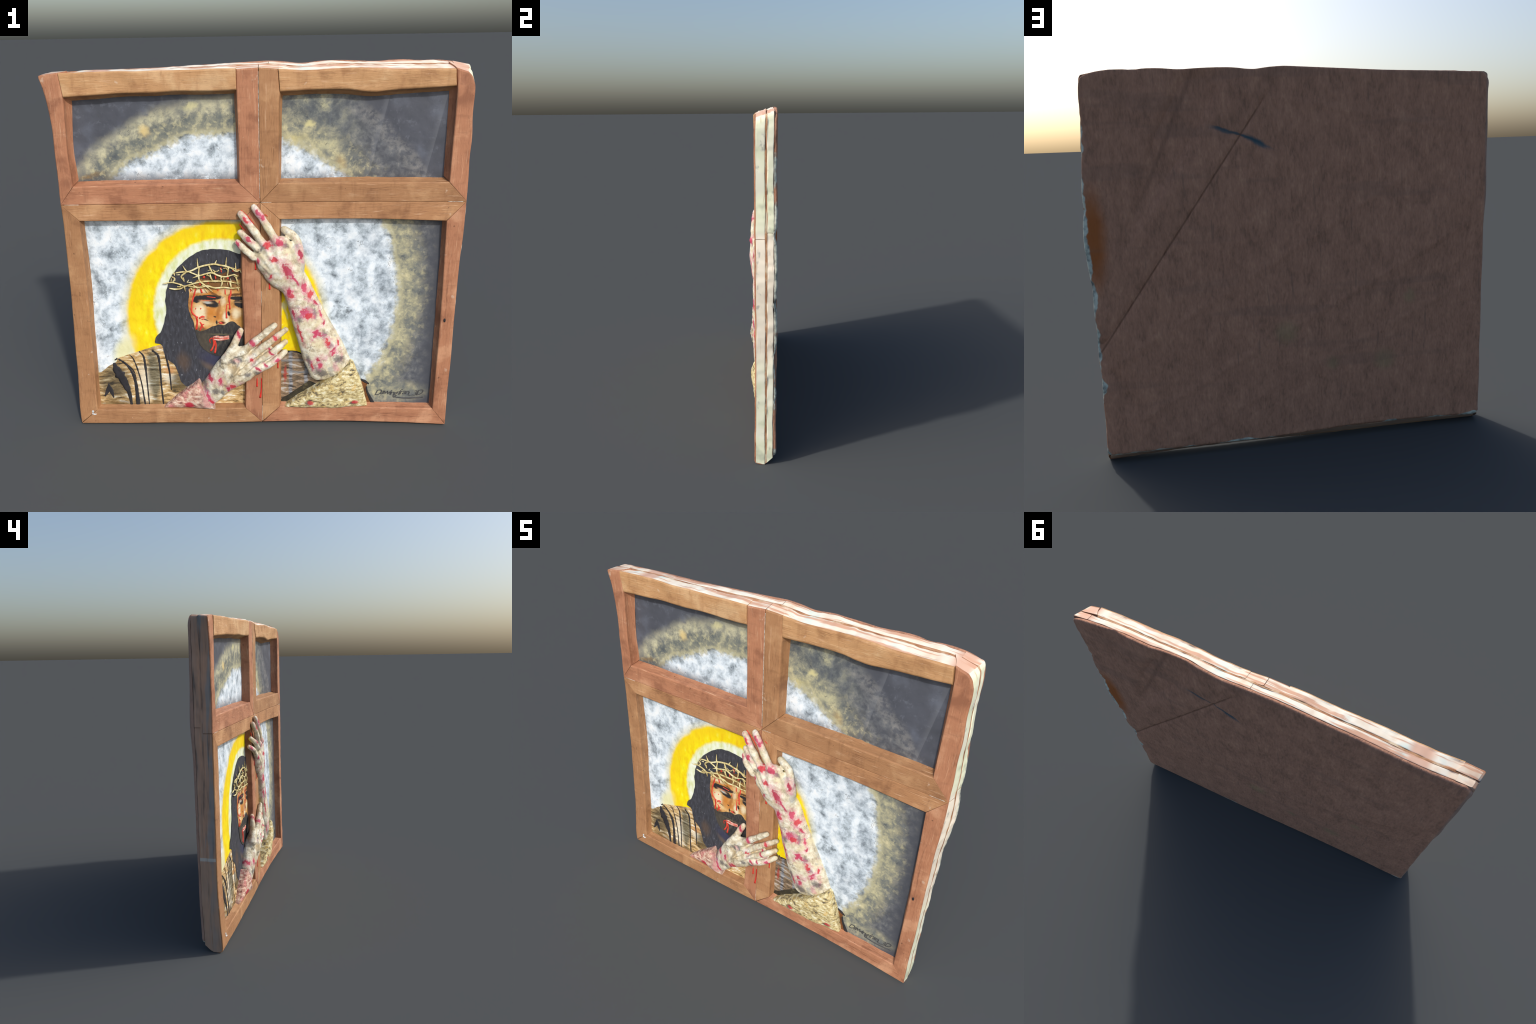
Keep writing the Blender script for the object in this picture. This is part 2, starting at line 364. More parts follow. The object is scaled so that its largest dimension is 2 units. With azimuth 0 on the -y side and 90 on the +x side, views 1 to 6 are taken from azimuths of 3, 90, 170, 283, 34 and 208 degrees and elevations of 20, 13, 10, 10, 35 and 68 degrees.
    # folds in the right upper canvas
    for x0, lean, wd, s in ((.560, .22, .012, .18), (.825, .20, .010, .18), (.33, .05, .006, .10)):
        ax = M.math('SUBTRACT', x, M.math('ADD', M.math('MULTIPLY', M.math('SUBTRACT', z, 1.55), lean), x0))
        f = M.math('MULTIPLY', M.math('MULTIPLY', M.range(ax, -wd * 3, 0), M.range(ax, .002, 0)), upper)
        col = M.mix(M.math('MULTIPLY', f, s), col, C(146, 148, 154))
    # crayon halo
    h = M.jitter(p, 30, .018, 3)
    hr = M.radius(M.jitter(p, 14, .028, 4), -.195, .59, .515, .55)
    stroke = M.noise(M.mapping(h, rot=(0, .25, 0), scale=(4, 1, 1.6)), 9, 4)
    yel = M.ramp(stroke, [(.32, C(244, 198, 18)), (.46, C(253, 222, 18)), (.6, C(255, 236, 24)), (.72, C(255, 246, 80))])
    yel = M.mix(M.math('MULTIPLY', M.range(hr, .80, .95), .55), yel, C(252, 208, 30))
    halo = M.range(hr, 1.015, .965)
    col = M.mix(M.math('MULTIPLY', M.range(hr, 1.09, 1.0), .40), col, C(226, 208, 130))
    col = M.mix(halo, col, yel)
    inner = M.radius(h, -.20, .63, .360, .412)
    pale = M.ramp(stroke, [(.34, C(222, 226, 160)), (.5, C(240, 243, 208)), (.66, C(252, 253, 238))])
    col = M.mix(M.math('MULTIPLY', M.range(inner, 1.03, .97), M.range(x, .05, -.05)), col, pale)
    col = M.blob(col, h, -.735, .42, .045, .085, C(246, 238, 178), 25, .6, .85)
    fleck = M.math('MULTIPLY', M.math('MULTIPLY', M.range(x, .17, .10), M.range(x, .0, .05)), M.range(stroke, .50, .60))
    col = M.mix(M.math('MULTIPLY', fleck, M.math('MULTIPLY', M.range(z, .50, .6), M.range(z, .86, .8))), col, C(232, 230, 176))
    return M.done(col, n1, .35, .006)
CANVAS = canvas()

def simple(name, stops, scale, stretch=(1, 1, 1), rough=.7, detail=4, bump=.2):
    M = Mat(name, rough, .25)
    f = M.noise(M.mapping(M.p, scale=stretch), scale, detail, .6)
    return M.done(M.ramp(f, stops), f, bump, .003)

def hair_paint():
    M = Mat('charcoal_hair_paint', .75, .2)
    p = M.mapping(M.p, scale=(1, 0, 1))
    f = M.noise(M.mapping(M.jitter(p, 6, .05), rot=(0, .2, 0), scale=(5, 1, 1.4)), 16, 4)
    col = M.ramp(f, [(.3, C(56, 56, 61)), (.5, C(66, 66, 72)), (.68, C(80, 80, 88)), (.8, C(104, 104, 114))])
    fleck = M.noise(M.mapping(p, rot=(0, .3, 0), scale=(3, 1, 1)), 42, 2)
    col = M.mix(M.math('MULTIPLY', M.range(fleck, .64, .72, 0, .6), M.range(M.noise(p, 9, 2), .44, .56)), col, C(160, 160, 168))
    col = M.blob(col, M.jitter(p, 20, .03), -.262, .318, .060, .018, C(128, 106, 78), 35, .7, .8)
    col = M.blob(col, M.jitter(p, 20, .04), -.24, .36, .09, .05, C(66, 66, 92), 35, .7, .7)
    col = M.blob(col, M.jitter(p, 20, .04), -.42, .36, .03, .05, C(110, 86, 66), 0, .7, .5)
    return M.done(col, f, .2, .003)
HAIR = hair_paint()

def face_paint():
    M = Mat('painted_skin', .65, .25)
    p = M.mapping(M.p, scale=(1, 0, 1))
    q = M.jitter(p, 26, .022, 3); s = M.jitter(p, 60, .006, 2)
    f = M.noise(M.jitter(p, 10, .06), 18, 5, .6)
    rag = M.math('MULTIPLY', M.math('SUBTRACT', M.noise(p, 70, 3), .5), .7)
    col = M.ramp(f, [(.32, C(168, 110, 58)), (.44, C(206, 148, 84)), (.56, C(224, 170, 104)), (.68, C(240, 202, 142))])
    K = C(50, 47, 48); BR = C(104, 68, 40); LT = C(250, 236, 200); OR = C(214, 134, 56)  # LT: painted highlights; K, BR: shadow tones painted around the features
    B = lambda v, *a, **k: M.blob(col, v, *a, rag=rag, **k)
    col = B(q, -.235, .800, .17, .026, BR, soft=.5, strength=.85)
    col = B(q, -.20, .850, .17, .030, M.ramp(f, [(.42, K), (.6, C(110, 74, 44))]), soft=.3)
    col = B(q, -.315, .765, .040, .011, LT, soft=.6, strength=.75)
    col = B(q, -.255, .757, .045, .010, OR, -14, soft=.7, strength=.8)
    col = B(q, -.180, .762, .030, .012, C(226, 196, 150), 0, soft=.7, strength=.7)
    col = B(q, -.318, .648, .030, .042, LT, soft=.6, strength=.85)
    col = B(q, -.310, .590, .030, .022, C(244, 216, 164), soft=.6, strength=.8)
    col = B(q, -.262, .655, .018, .042, OR, 20, soft=.7, strength=.8)
    col = B(q, -.235, .625, .030, .030, OR, soft=.7, strength=.7)
    col = B(q, -.200, .715, .014, .026, LT, soft=.6, strength=.6)
    col = B(q, -.222, .66, .010, .05, C(170, 104, 50), 12, soft=.7, strength=.7)
    col = B(q, -.186, .615, .016, .035, LT, soft=.6, strength=.9)
    col = B(q, -.130, .640, .022, .028, LT, soft=.6, strength=.75)
    col = B(q, -.10, .60, .022, .05, C(172, 122, 56), soft=.6, strength=.8)
    col = B(s, -.272, .730, .074, .015, K, -2, soft=.2)                # brow
    col = B(s, -.330, .720, .026, .018, K, -25, soft=.2)
    col = B(s, -.262, .697, .046, .022, K, 14, soft=.2)               # eye socket
    col = B(s, -.286, .704, .032, .008, C(206, 170, 130), 8, soft=.5)
    col = B(s, -.278, .701, .016, .006, C(190, 190, 186), 5, soft=.5)   # eye
    col = B(s, -.285, .7135, .032, .003, C(206, 120, 88), 3, soft=.6)
    col = B(s, -.120, .726, .046, .011, K, 3, soft=.2)
    col = B(s, -.112, .694, .032, .020, K, 28, soft=.2)
    col = B(s, -.115, .704, .026, .004, C(150, 120, 92), soft=.6)
    col = B(s, -.135, .746, .038, .007, BR, -6, soft=.5)
    col = B(s, -.24, .748, .03, .006, BR, 30, soft=.5, strength=.8)
    col = B(s, -.170, .640, .007, .014, C(40, 36, 38), -12, soft=.4)
    col = B(s, -.208, .588, .018, .007, C(112, 44, 32), soft=.5)
    col = B(s, -.234, .590, .005, .013, K, soft=.4)
    col = B(s, -.222, .574, .018, .005, C(120, 80, 40), soft=.5)
    col = B(s, -.292, .604, .018, .003, C(96, 80, 58), 20, soft=.5)
    col = B(s, -.242, .622, .007, .004, K, 20, soft=.5)
    col = B(q, -.335, .545, .06, .022, C(92, 74, 54), 20, soft=.6, strength=.8)
    return M.done(col, f, .2, .003)
FACE = face_paint()

def beard_paint():
    M = Mat('painted_beard', .75, .2)
    p = M.mapping(M.p, scale=(1, 0, 1)); s = M.jitter(p, 60, .012, 2)
    f = M.noise(M.mapping(p, rot=(0, .5, 0), scale=(2.5, 1, 1)), 30, 4)
    col = M.ramp(f, [(.32, C(50, 48, 48)), (.52, C(66, 64, 64)), (.7, C(98, 92, 80))])
    col = M.blob(col, M.jitter(p, 20, .03), -.30, .475, .045, .07, C(92, 82, 68), 0, .7, .6)
    col = M.blob(col, s, -.22, .522, .055, .004, C(110, 100, 76), 0, .7, .8)
    return M.done(col, f, .2, .003)
BEARD = beard_paint()

def robe_paint(name, left=True):
    M = Mat(name, .7, .2)
    p = M.mapping(M.p, scale=(1, 0, 1))
    f = M.noise(M.mapping(M.jitter(p, 14, .03), scale=(1, 1, 4.5)), 14, 5, .65)
    b = M.noise(p, 7, 4)
    if left:
        col = M.ramp(f, [(.33, C(70, 60, 46)), (.41, C(146, 118, 78)), (.48, C(202, 162, 106)), (.56, C(226, 196, 146)), (.65, C(252, 246, 232))])  # near-white last stop paints the robe's highlight dashes
        q = M.jitter(p, 16, .05)
        col = M.blob(col, q, -.585, .27, .035, .16, M.ramp(f, [(.35, C(66, 62, 50)), (.6, C(128, 122, 100)), (.75, C(190, 190, 180))]), 0, .4, .9)
        col = M.blob(col, q, -.800, .235, .085, .11, M.ramp(f, [(.38, C(56, 52, 46)), (.55, C(110, 96, 70)), (.7, C(180, 160, 120))]), 0, .5, .9)
        col = M.blob(col, q, -.640, .22, .03, .10, C(246, 236, 214), 0, .6, .65)
        col = M.blob(col, q, -.50, .26, .035, .025, C(250, 244, 226), 0, .7, .7)
        col = M.blob(col, q, -.50, .31, .03, .02, C(206, 142, 88), 0, .7, .7)
        col = M.blob(col, q, -.43, .22, .07, .06, C(80, 72, 50), 35, .6, .8)
        col = M.blob(col, q, -.70, .105, .25, .020, C(96, 74, 44), 0, .6, .7)
    else:
        col = M.ramp(f, [(.34, C(58, 54, 50)), (.45, C(116, 98, 80)), (.55, C(158, 132, 104)), (.66, C(196, 188, 180))])
        for xx in (.150, .232):
            g = M.range(M.math('ABSOLUTE', M.math('SUBTRACT', M.axis(M.jitter(p, 20, .02), 0), xx)), .014, .004)
            col = M.mix(M.math('MULTIPLY', g, .7), col, M.ramp(f, [(.4, C(62, 64, 72)), (.6, C(170, 178, 190))]))
        for zz in (.30, .37):
            g = M.range(M.math('ABSOLUTE', M.math('SUBTRACT', M.axis(M.jitter(p, 20, .02), 2), zz)), .010, .002)
            col = M.mix(M.math('MULTIPLY', g, .5), col, C(150, 156, 162))
        col = M.blob(col, M.jitter(p, 30, .03), .122, .29, .008, .05, C(170, 60, 52), 0, .6, .8)
    return M.done(col, f, .25, .003)
ROBE_L, ROBE_R = robe_paint('checked_robe_paint'), robe_paint('dim_robe_paint', False)

def skin(name, wounds, bruises, tan):
    """Pale clay skin with blood stains."""
    M = Mat(name, .6, .3)
    p = M.p; q = M.jitter(p, 38, .026, 4)
    f = M.noise(p, 30, 6, .65); g = M.noise(M.jitter(p, 8, .05), 11, 4)
    rag = M.math('MULTIPLY', M.math('SUBTRACT', M.noise(M.jitter(p, 60, .02), 62, 4, .65), .5), 2.4)
    col = M.ramp(f, [(.30, C(156, 140, 116)), (.42, C(210, 194, 164)), (.54, C(234, 223, 198)), (.68, C(252, 247, 232))])  # creamy highlights and grey-brown crease shade mixed into the skin tone
    col = M.mix(M.range(g, .50, .66, 0, .6), col, C(206, 174, 124) if tan else C(230, 212, 168))
    col = M.mix(M.range(M.noise(M.jitter(p, 30, .03), 15, 5), .56, .70, 0, .55), col, C(136, 132, 128))
    pink = M.noise(M.jitter(p, 20, .03), 14, 5, .65)
    col = M.mix(M.range(pink, .57, .68, 0, .5), col, C(214, 130, 150))
    vein = M.noise(M.jitter(p, 18, .05, 3), 13, 3)
    line = M.math('MULTIPLY', M.range(M.math('ABSOLUTE', M.math('SUBTRACT', vein, .5)), .016, .004), M.range(M.noise(p, 9, 3), .44, .58))
    col = M.mix(M.math('MULTIPLY', line, .55), col, C(128, 108, 88))
    for b in bruises:
        col = M.blob(col, q, *b[:4], C(74, 70, 80), b[4], .6, .75, rag)
    for i, wd in enumerate(wounds):
        halo = C(214, 118, 150); core = (C(184, 44, 74), C(200, 62, 94), C(206, 56, 66))[i % 3]
        col = M.blob(col, q, wd[0], wd[1], wd[2] * 1.6, wd[3] * 1.45, halo, wd[4], .7, .55, rag)
        col = M.blob(col, q, wd[0], wd[1], wd[2] * .95, wd[3] * .95, core, wd[4], .25, .9, rag)
    return M.done(col, f, .6, .005)

SKIN_UP = skin('pale_clay_skin_raised',
    [(.130, .905, .018, .042, -25), (.170, .850, .005, .040, -32), (.066, .965, .016, .012, 20), (.195, .985, .012, .030, -10),
     (.090, 1.050, .022, .016, 35), (.035, 1.035, .020, .016, 10), (-.005, 1.195, .010, .020, -40), (.012, 1.175, .010, .018, -35), (-.068, 1.160, .008, .018, -40),
     (-.058, 1.062, .018, .007, 30), (-.112, 1.030, .009, .016, -20), (.147, .768, .018, .022, 0), (.140, .79, .010, .016, 0), (.214, .805, .012, .026, -20), (.245, .765, .015, .020, 0),
     (.275, .715, .006, .018, -45), (.218, .675, .022, .020, 20), (.240, .655, .024, .016, 0), (.163, .665, .008, .026, -15), (.300, .655, .006, .022, -20), (.196, .560, .007, .045, -18),
     (.287, .555, .030, .009, 25), (.275, .553, .008, .030, 30), (.340, .50, .012, .026, -20), (.365, .455, .018, .008, -40), (.372, .44, .012, .012, 0), (.392, .49, .006, .014, 0),
     (.292, .410, .014, .010, 0), (.300, .372, .010, .016, 0), (.262, .365, .006, .020, -10), (.315, .61, .006, .012, 0), (-.01, .95, .006, .014, 0), (.05, .87, .007, .012, 20)],
    [(.27, .665, .012, .030, -5), (.19, .64, .022, .018, 0), (.322, .545, .016, .018, 0), (.352, .485, .013, .016, 0), (.31, .33, .055, .022, 30), (.245, .395, .010, .040, -15),
     (.40, .40, .030, .020, 30), (.12, 1.03, .016, .014, 30), (.0, 1.01, .010, .016, 20)], False)
SKIN_LOW = skin('pale_clay_skin_lying',
    [(-.118, .545, .008, .022, -25), (-.045, .505, .020, .010, 40), (.07, .53, .014, .010, 40), (.048, .455, .020, .005, 40), (.085, .405, .013, .010, 30), (-.052, .413, .010, .012, -10),
     (-.275, .285, .012, .022, -35), (-.220, .275, .010, .018, 0), (-.158, .248, .018, .012, 20), (-.178, .232, .007, .018, -10), (-.285, .175, .010, .036, -25), (-.27, .150, .008, .02, -20), (-.02, .36, .018, .006, 40), (.02, .38, .012, .005, 40)],
    [(-.118, .415, .024, .010, 30), (-.150, .395, .020, .012, 30), (-.01, .330, .034, .014, 25), (-.07, .325, .018, .012, 10), (-.245, .215, .022, .016, 0), (-.305, .235, .014, .034, -20), (-.21, .21, .012, .018, 0)], True)

def cuff_cloth(name, pinkish):
    M = Mat(name, .85, .15)
    p = M.p
    f = M.noise(M.mapping(M.jitter(p, 20, .03), rot=(0, -.45, 0), scale=(1, 1, 1.9)), 36, 6, .7)
    if pinkish:
        col = M.ramp(f, [(.32, C(84, 64, 62)), (.42, C(176, 120, 108)), (.52, C(222, 176, 152)), (.64, C(246, 226, 206))])
        col = M.mix(M.range(M.noise(p, 15, 3), .5, .62, 0, .55), col, C(226, 120, 128))
        col = M.blob(col, M.jitter(p, 40, .015), -.393, .128, .024, .020, C(206, 52, 74), 0, .35, .95)
        x = M.axis(p, 0)
        col = M.mix(M.range(x, -.36, -.31, 0, .45), col, C(160, 150, 140))
    else:
        col = M.ramp(f, [(.34, C(70, 66, 66)), (.41, C(150, 134, 104)), (.48, C(208, 184, 128)), (.56, C(234, 218, 168)), (.64, C(250, 244, 222))])
        col = M.mix(M.range(M.noise(p, 14, 4), .56, .68, 0, .6), col, C(232, 186, 92))
        q = M.jitter(p, 40, .015)
        for x, z, rx, rz in ((.255, .150, .018, .014), (.492, .146, .020, .010)):
            col = M.blob(col, q, x - .012, z - .004, rx, rz, C(84, 74, 80), 0, .5, .8)
            col = M.blob(col, q, x, z, rx * .9, rz * .9, C(204, 62, 66), 0, .4, .85)
    return M.done(col, f, .4, .005)
CUFF_L, CUFF_R = cuff_cloth('pinkish_rough_cloth', True), cuff_cloth('straw_rough_cloth', False)

THORN = simple('straw_thorn_paint', [(.35, C(176, 150, 96)), (.5, C(222, 202, 142)), (.68, C(246, 234, 188))], 40)
BLACK = simple('black_paint', [(.3, C(38, 37, 40)), (.7, C(58, 56, 60))], 30)
INK = simple('dark_ink', [(.3, C(58, 58, 62)), (.7, C(96, 96, 96))], 30)
BLOOD = simple('bright_blood_paint', [(.35, C(196, 38, 36)), (.65, C(236, 64, 54))], 30, rough=.45)
BLOODF = simple('face_blood_paint', [(.35, C(206, 50, 40)), (.65, C(240, 92, 72))], 40, rough=.5)
LIP = simple('painted_lip', [(.35, C(196, 92, 82)), (.5, C(226, 160, 140)), (.65, C(246, 226, 212))], 60)
SHADE = simple('sleeve_shadow_paint', [(.35, C(40, 38, 34)), (.6, C(66, 60, 46)), (.75, C(110, 100, 74))], 24)
METAL = simple('pale_metal', [(.4, C(180, 188, 190)), (.6, C(240, 244, 246))], 40, rough=.35)
UMBER = simple('umber_paint', [(.35, C(92, 58, 34)), (.65, C(150, 96, 54))], 18)

# ------------------------------------------------------------------ frame members
GAP = .0009
def member(name, outer, inner, d0, d1, mats, r_out=.004, r_in=.006, r_end=(.003, .003), cap=(0, 0), side=0, nseg=110, wob=.0016, back_round=.005, seed=0., reveal=.016):
    """A bar with rounded arrises between two edge lines; its ends follow the lines' ends (mitres).
    mats[0] is the face wood, mats[1] the finish of the outer edge; cap marks painted end grain."""
    e = .5 - .5 * np.cos(np.linspace(0, np.pi, nseg))
    e = np.unique(np.r_[e, np.linspace(0, 1, nseg)])
    O, I = linear(outer, e), linear(inner, e)
    W = np.linalg.norm(I - O, axis=1)
    L = np.linalg.norm(np.diff((O + I) / 2, axis=0), axis=1).sum()
    prof = []                                     # (metres in from outer edge or fraction, depth, tag)
    H = d1 - d0
    a = np.linspace(0, np.pi / 2, 6)
    for t in a: prof.append(('o', back_round * (1 - np.sin(t)), d1 - back_round * (1 - np.cos(t)), 1))
    for t in np.linspace(0, 1, 10)[1:-1]: prof.append(('o', 0., d1 - back_round - (H - back_round - r_out) * t, 1))
    for t in a: prof.append(('o', r_out * (1 - np.cos(t)), d0 + r_out * (1 - np.sin(t)), 0))
    for t in np.linspace(0, 1, 16)[1:-1]: prof.append(('f', t, d0, 0))
    for t in a[::-1]: prof.append(('i', r_in * (1 - np.cos(t)), d0 + r_in * (1 - np.sin(t)), 0))
    for t in np.linspace(0, 1, 7)[1:]: prof.append(('i', -reveal * t ** 1.6, d0 + r_in + (H - r_in) * t, 0))
    m = len(prof)
    U = (I - O) / W[:, None]
    V = []
    for kind, t, d, tag in prof:
        if kind == 'o': q = O + U * t
        elif kind == 'i': q = I - U * t
        else: q = O + U * (r_out + (W - r_out - r_in) * t)[:, None]
        dd = np.full(len(e), d)
        for s, r in ((e * L, r_end[0]), ((1 - e) * L, r_end[1])):
            lim = d0 + r - np.sqrt(np.maximum(r * r - np.maximum(r - s, 0) ** 2, 0))
            dd = np.maximum(dd, lim)
        V.append(np.stack([q[:, 0], q[:, 1], dd], 1))
    V = np.array(V).transpose(1, 0, 2)              # ring by ring
    P = V.reshape(-1, 3)
    N = fbm(np.stack([P[:, 0], P[:, 2], P[:, 1]], 1), 9, 3, seed) if wob else 0
    N2 = fbm(np.stack([P[:, 0], P[:, 2] * .4, P[:, 1]], 1), 17, 2, seed + 9) if wob else 0
    X = warp(P[:, 0], P[:, 1], P[:, 2] + wob * N)
    tagged = np.tile(np.array([p[3] for p in prof], float), len(e))
    nrm = np.repeat(-np.stack([U[:, 0], 0 * W, U[:, 1]], 1), m, 0)
    X = X + nrm * (N2 * wob * 1.6 * (tagged if side else 0) )[:, None]
    X[:, 2] = np.maximum(X[:, 2], 0)
    F, fm = [], []
    n = len(e)
    for i in range(n - 1):
        for j in range(m):
            k = (j + 1) % m
            F.append((i * m + j, i * m + k, (i + 1) * m + k, (i + 1) * m + j))
            fm.append(1 if side and 3 <= j < 14 else 0)
    F.append(tuple(range(m))[::-1]); fm.append(cap[0])
    F.append(tuple((n - 1) * m + j for j in range(m))); fm.append(cap[1])
    # keep the faces pointing outwards
    A = np.array(outer[-1]) - np.array(outer[0]); B = np.array(inner[0]) - np.array(outer[0])
    if A[0] * B[1] - A[1] * B[0] > 0: F = [f[::-1] for f in F]
    me = make_mesh(name, X, F, mats, fm)
    me.set_sharp_from_angle(angle=math.radians(50))
    return add_object(name, me)

def left_line(z0, z1, n=14): return [(float(left_front(z)), z) for z in np.linspace(z0, z1, n)]
def right_line(z0, z1, n=14): return [(float(right_front(z)), z) for z in np.linspace(z0, z1, n)]
def top_line(x0, x1, n=10): return [(x, float(top_front(x))) for x in np.linspace(x0, x1, n)]
def bottom_line(x0, x1, n=10): return [(x, float(bottom_front(x))) for x in np.linspace(x0, x1, n)]

SEAM_Z = curve_fn([(-1, 1.229), (-.47, 1.234), (0, 1.238), (.47, 1.241), (1, 1.238)])
FD = .056                                          # thickness of the front frames
def build_frames():
    z0 = lambda x, s: float(SEAM_Z(x)) + s * GAP
    # --- left upper frame
    member('stile', left_line(z0(-.957, 1), 1.826) + [(-.99, 1.836)], [(-.897, 1.322), (-.905, 1.47), (-.901, 1.61), (-.897, 1.735), (-.908, 1.846)], 0, FD, [WOOD_V, STAIN, PAINT_TOP], .007, .009, (.002, .008), (0, 2), 1, 150, seed=1, reveal=.024)
    member('rail', top_line(-.907, -.101), [(-.896, 1.736), (-.76, 1.743), (-.623, 1.751), (-.5, 1.751), (-.36, 1.757), (-.22, 1.755), (-.101, 1.760)], -.002, FD, [GOLD_H, PAINT_TOP], .007, .010, (.003, .003), (0, 0), 1, 130, .0030, seed=2, reveal=.020)
    member('stile', [(-GAP, z0(0, 1)), (-GAP, 1.55), (-GAP - .001, 1.856)], [(-.098, 1.333), (-.098, 1.57), (-.101, 1.75), (-.100, 1.850)], 0, FD, [WOOD_V, WOOD_V, PAINT_TOP], .002, .007, (.002, .006), (0, 2), 0, seed=3)
    member('rail', [(float(left_front(1.231)), z0(-.96, 1)), (-.47, z0(-.47, 1)), (-.002, z0(0, 1))], [(-.896, 1.321), (-.549, 1.328), (-.099, 1.332)], .0005, FD, [WOOD_H, WOOD_H], .002, .008, (.002, .002), seed=4)
    # --- right upper frame
    member('stile', [(GAP, z0(0, 1)), (GAP, 1.55), (GAP, 1.856)], [(.091, 1.334), (.092, 1.52), (.093, 1.70), (.097, 1.745), (.088, 1.848)], 0, FD, [TAN_V, TAN_V, PAINT_TOP], .002, .010, (.002, .006), (0, 2), 0, seed=5)
    member('rail', top_line(.089, .874), [(.097, 1.749), (.226, 1.755), (.38, 1.757), (.47, 1.747), (.53, 1.743), (.60, 1.750), (.738, 1.757), (.882, 1.765)], -.003, FD, [GOLD_H, PAINT_TOP], .008, .012, (.003, .003), (0, 0), 1, 130, .0034, seed=6, reveal=.024)
    member('stile', right_line(z0(.965, 1), 1.765) + [(.959, 1.783), (.949, 1.805), (.931, 1.824)], [(.887, 1.334), (.887, 1.56), (.886, 1.75), (.876, 1.843)], 0, FD, [WOOD_V, PAINT_SIDE, PAINT_TOP], .008, .008, (.002, .008), (0, 2), 1, 150, seed=7, reveal=.026)
    member('rail', [(.002, z0(0, 1)), (.47, z0(.47, 1)), (float(right_front(1.239)), z0(.97, 1))], [(.092, 1.333), (.5, 1.334), (.886, 1.333)], .0005, FD, [TAN_H, TAN_H], .002, .008, (.002, .002), seed=8)
    # --- left lower frame
    member('stile', left_line(.012, z0(-.955, -1)), [(-.894, .094), (-.892, .40), (-.883, .84), (-.884, 1.147)], 0, FD, [TAN_V, STAIN], .007, .007, (.002, .002), (0, 0), 1, 150, seed=9)
    member('rail', [(float(left_front(1.228)), z0(-.96, -1)), (-.47, z0(-.47, -1)), (-.002, z0(0, -1))], [(-.883, 1.148), (-.484, 1.149), (-.089, 1.152)], .0005, FD, [TAN_H, TAN_H], .002, .006, (.002, .002), seed=10)
    member('stile', [(-GAP, z0(0, -1)), (-GAP, .766), (-GAP - .002, .021)], [(-.089, 1.151), (-.096, .86), (-.091, .668), (-.088, .30), (-.087, .243), (-.092, .107)], 0, FD, [WOOD_V, WOOD_V], .002, .007, (.002, .002), seed=11)
    member('rail', bottom_line(float(left_front(.011)), -.003), [(-.893, .094), (-.466, .098), (-.093, .106)], .0005, FD, [TAN_H, STAIN], .005, .007, (.002, .002), (0, 0), 1, seed=12)
    # --- right lower frame
    member('stile', [(GAP, z0(0, -1)), (GAP, .766), (GAP - .002, .023)], [(.094, 1.153), (.093, .6), (.093, .116)], 0, FD, [TAN_V, TAN_V], .002, .007, (.002, .002), seed=13)
    member('rail', [(.002, z0(0, -1)), (.47, z0(.47, -1)), (float(right_front(1.237)), z0(.97, -1))], [(.095, 1.154), (.496, 1.155), (.889, 1.143)], .0005, FD, [TAN_H, TAN_H], .002, .006, (.002, .002), seed=14)
    member('stile', right_line(.013, z0(.967, -1)), [(.902, .108), (.903, .45), (.901, .725), (.890, 1.142)], 0, FD, [WOOD_V, PAINT_SIDE], .008, .007, (.002, .002), (0, 0), 1, 150, seed=15, reveal=.026)
    member('rail', bottom_line(.001, float(right_front(.012))), [(.094, .115), (.5, .112), (.901, .108)], .0005, FD, [WOOD_H, STAIN], .005, .007, (.002, .002), (0, 0), 1, seed=16)
    # --- second layer of bars behind the frames, seen only along the rim
    a, b = FD + .0040, .0985
    I = .0015
    def off(line, dx, dz): return [(x + dx, z + dz) for x, z in line]
    j0, j1 = FD - .004, FD + .0085
    rr = right_line(.014, 1.765, 24) + [(.959, 1.783), (.949, 1.805), (.931, 1.824)]
    member('joint_strip', off(rr, -.0016, 0), [(.90, .05), (.90, 1.0), (.876, 1.80)], j0, j1, [WOOD_V, JOINT], .001, .001, (.001, .001), (0, 0), 1, back_round=.001, seed=31, reveal=0)
    member('joint_strip', off(top_line(-.97, .925, 24), 0, -.0016), [(-.95, 1.77), (.92, 1.77)], j0, j1, [WOOD_H, JOINT], .001, .001, (.001, .001), (0, 0), 1, back_round=.001, seed=32, reveal=0)
    member('joint_strip', off(left_line(.014, 1.826, 24), .0016, 0), [(-.89, .05), (-.89, 1.82)], j0, j1, [STAIN, STAIN], .001, .001, (.001, .001), (0, 0), 1, back_round=.001, seed=33, reveal=0)
    member('rear_bar', off(left_line(1.262, 1.82) + [(-.985, 1.836)], I, 0), [(-.89, 1.262), (-.89, 1.75), (-.906, 1.844)], a, b, [STAIN_BROWN, STAIN_BROWN, PAINT_TOP], .005, .003, (.001, .004), (0, 2), 1, back_round=.005, wob=.002, seed=21, reveal=0)
    member('rear_bar', off(left_line(.012, 1.260), I, 0), [(-.89, .09), (-.89, 1.26)], a, b, [STAIN_BROWN, STAIN_BROWN], .005, .003, (.001, .001), (0, 0), 1, back_round=.005, wob=.002, seed=22, reveal=0)
    member('rear_bar', off(right_line(1.272, 1.765) + [(.959, 1.783), (.949, 1.805), (.931, 1.824)], -I, 0), [(.90, 1.272), (.885, 1.75), (.876, 1.841)], a, b, [WOOD_V, PAINT_SIDE, PAINT_TOP], .005, .003, (.001, .004), (0, 2), 1, back_round=.005, wob=.003, seed=23, reveal=0)
    member('rear_bar', off(right_line(.014, 1.270), -I, 0), [(.90, .09), (.90, 1.27)], a, b, [WOOD_V, PAINT_SIDE], .005, .003, (.001, .001), (0, 0), 1, back_round=.005, wob=.003, seed=24, reveal=0)
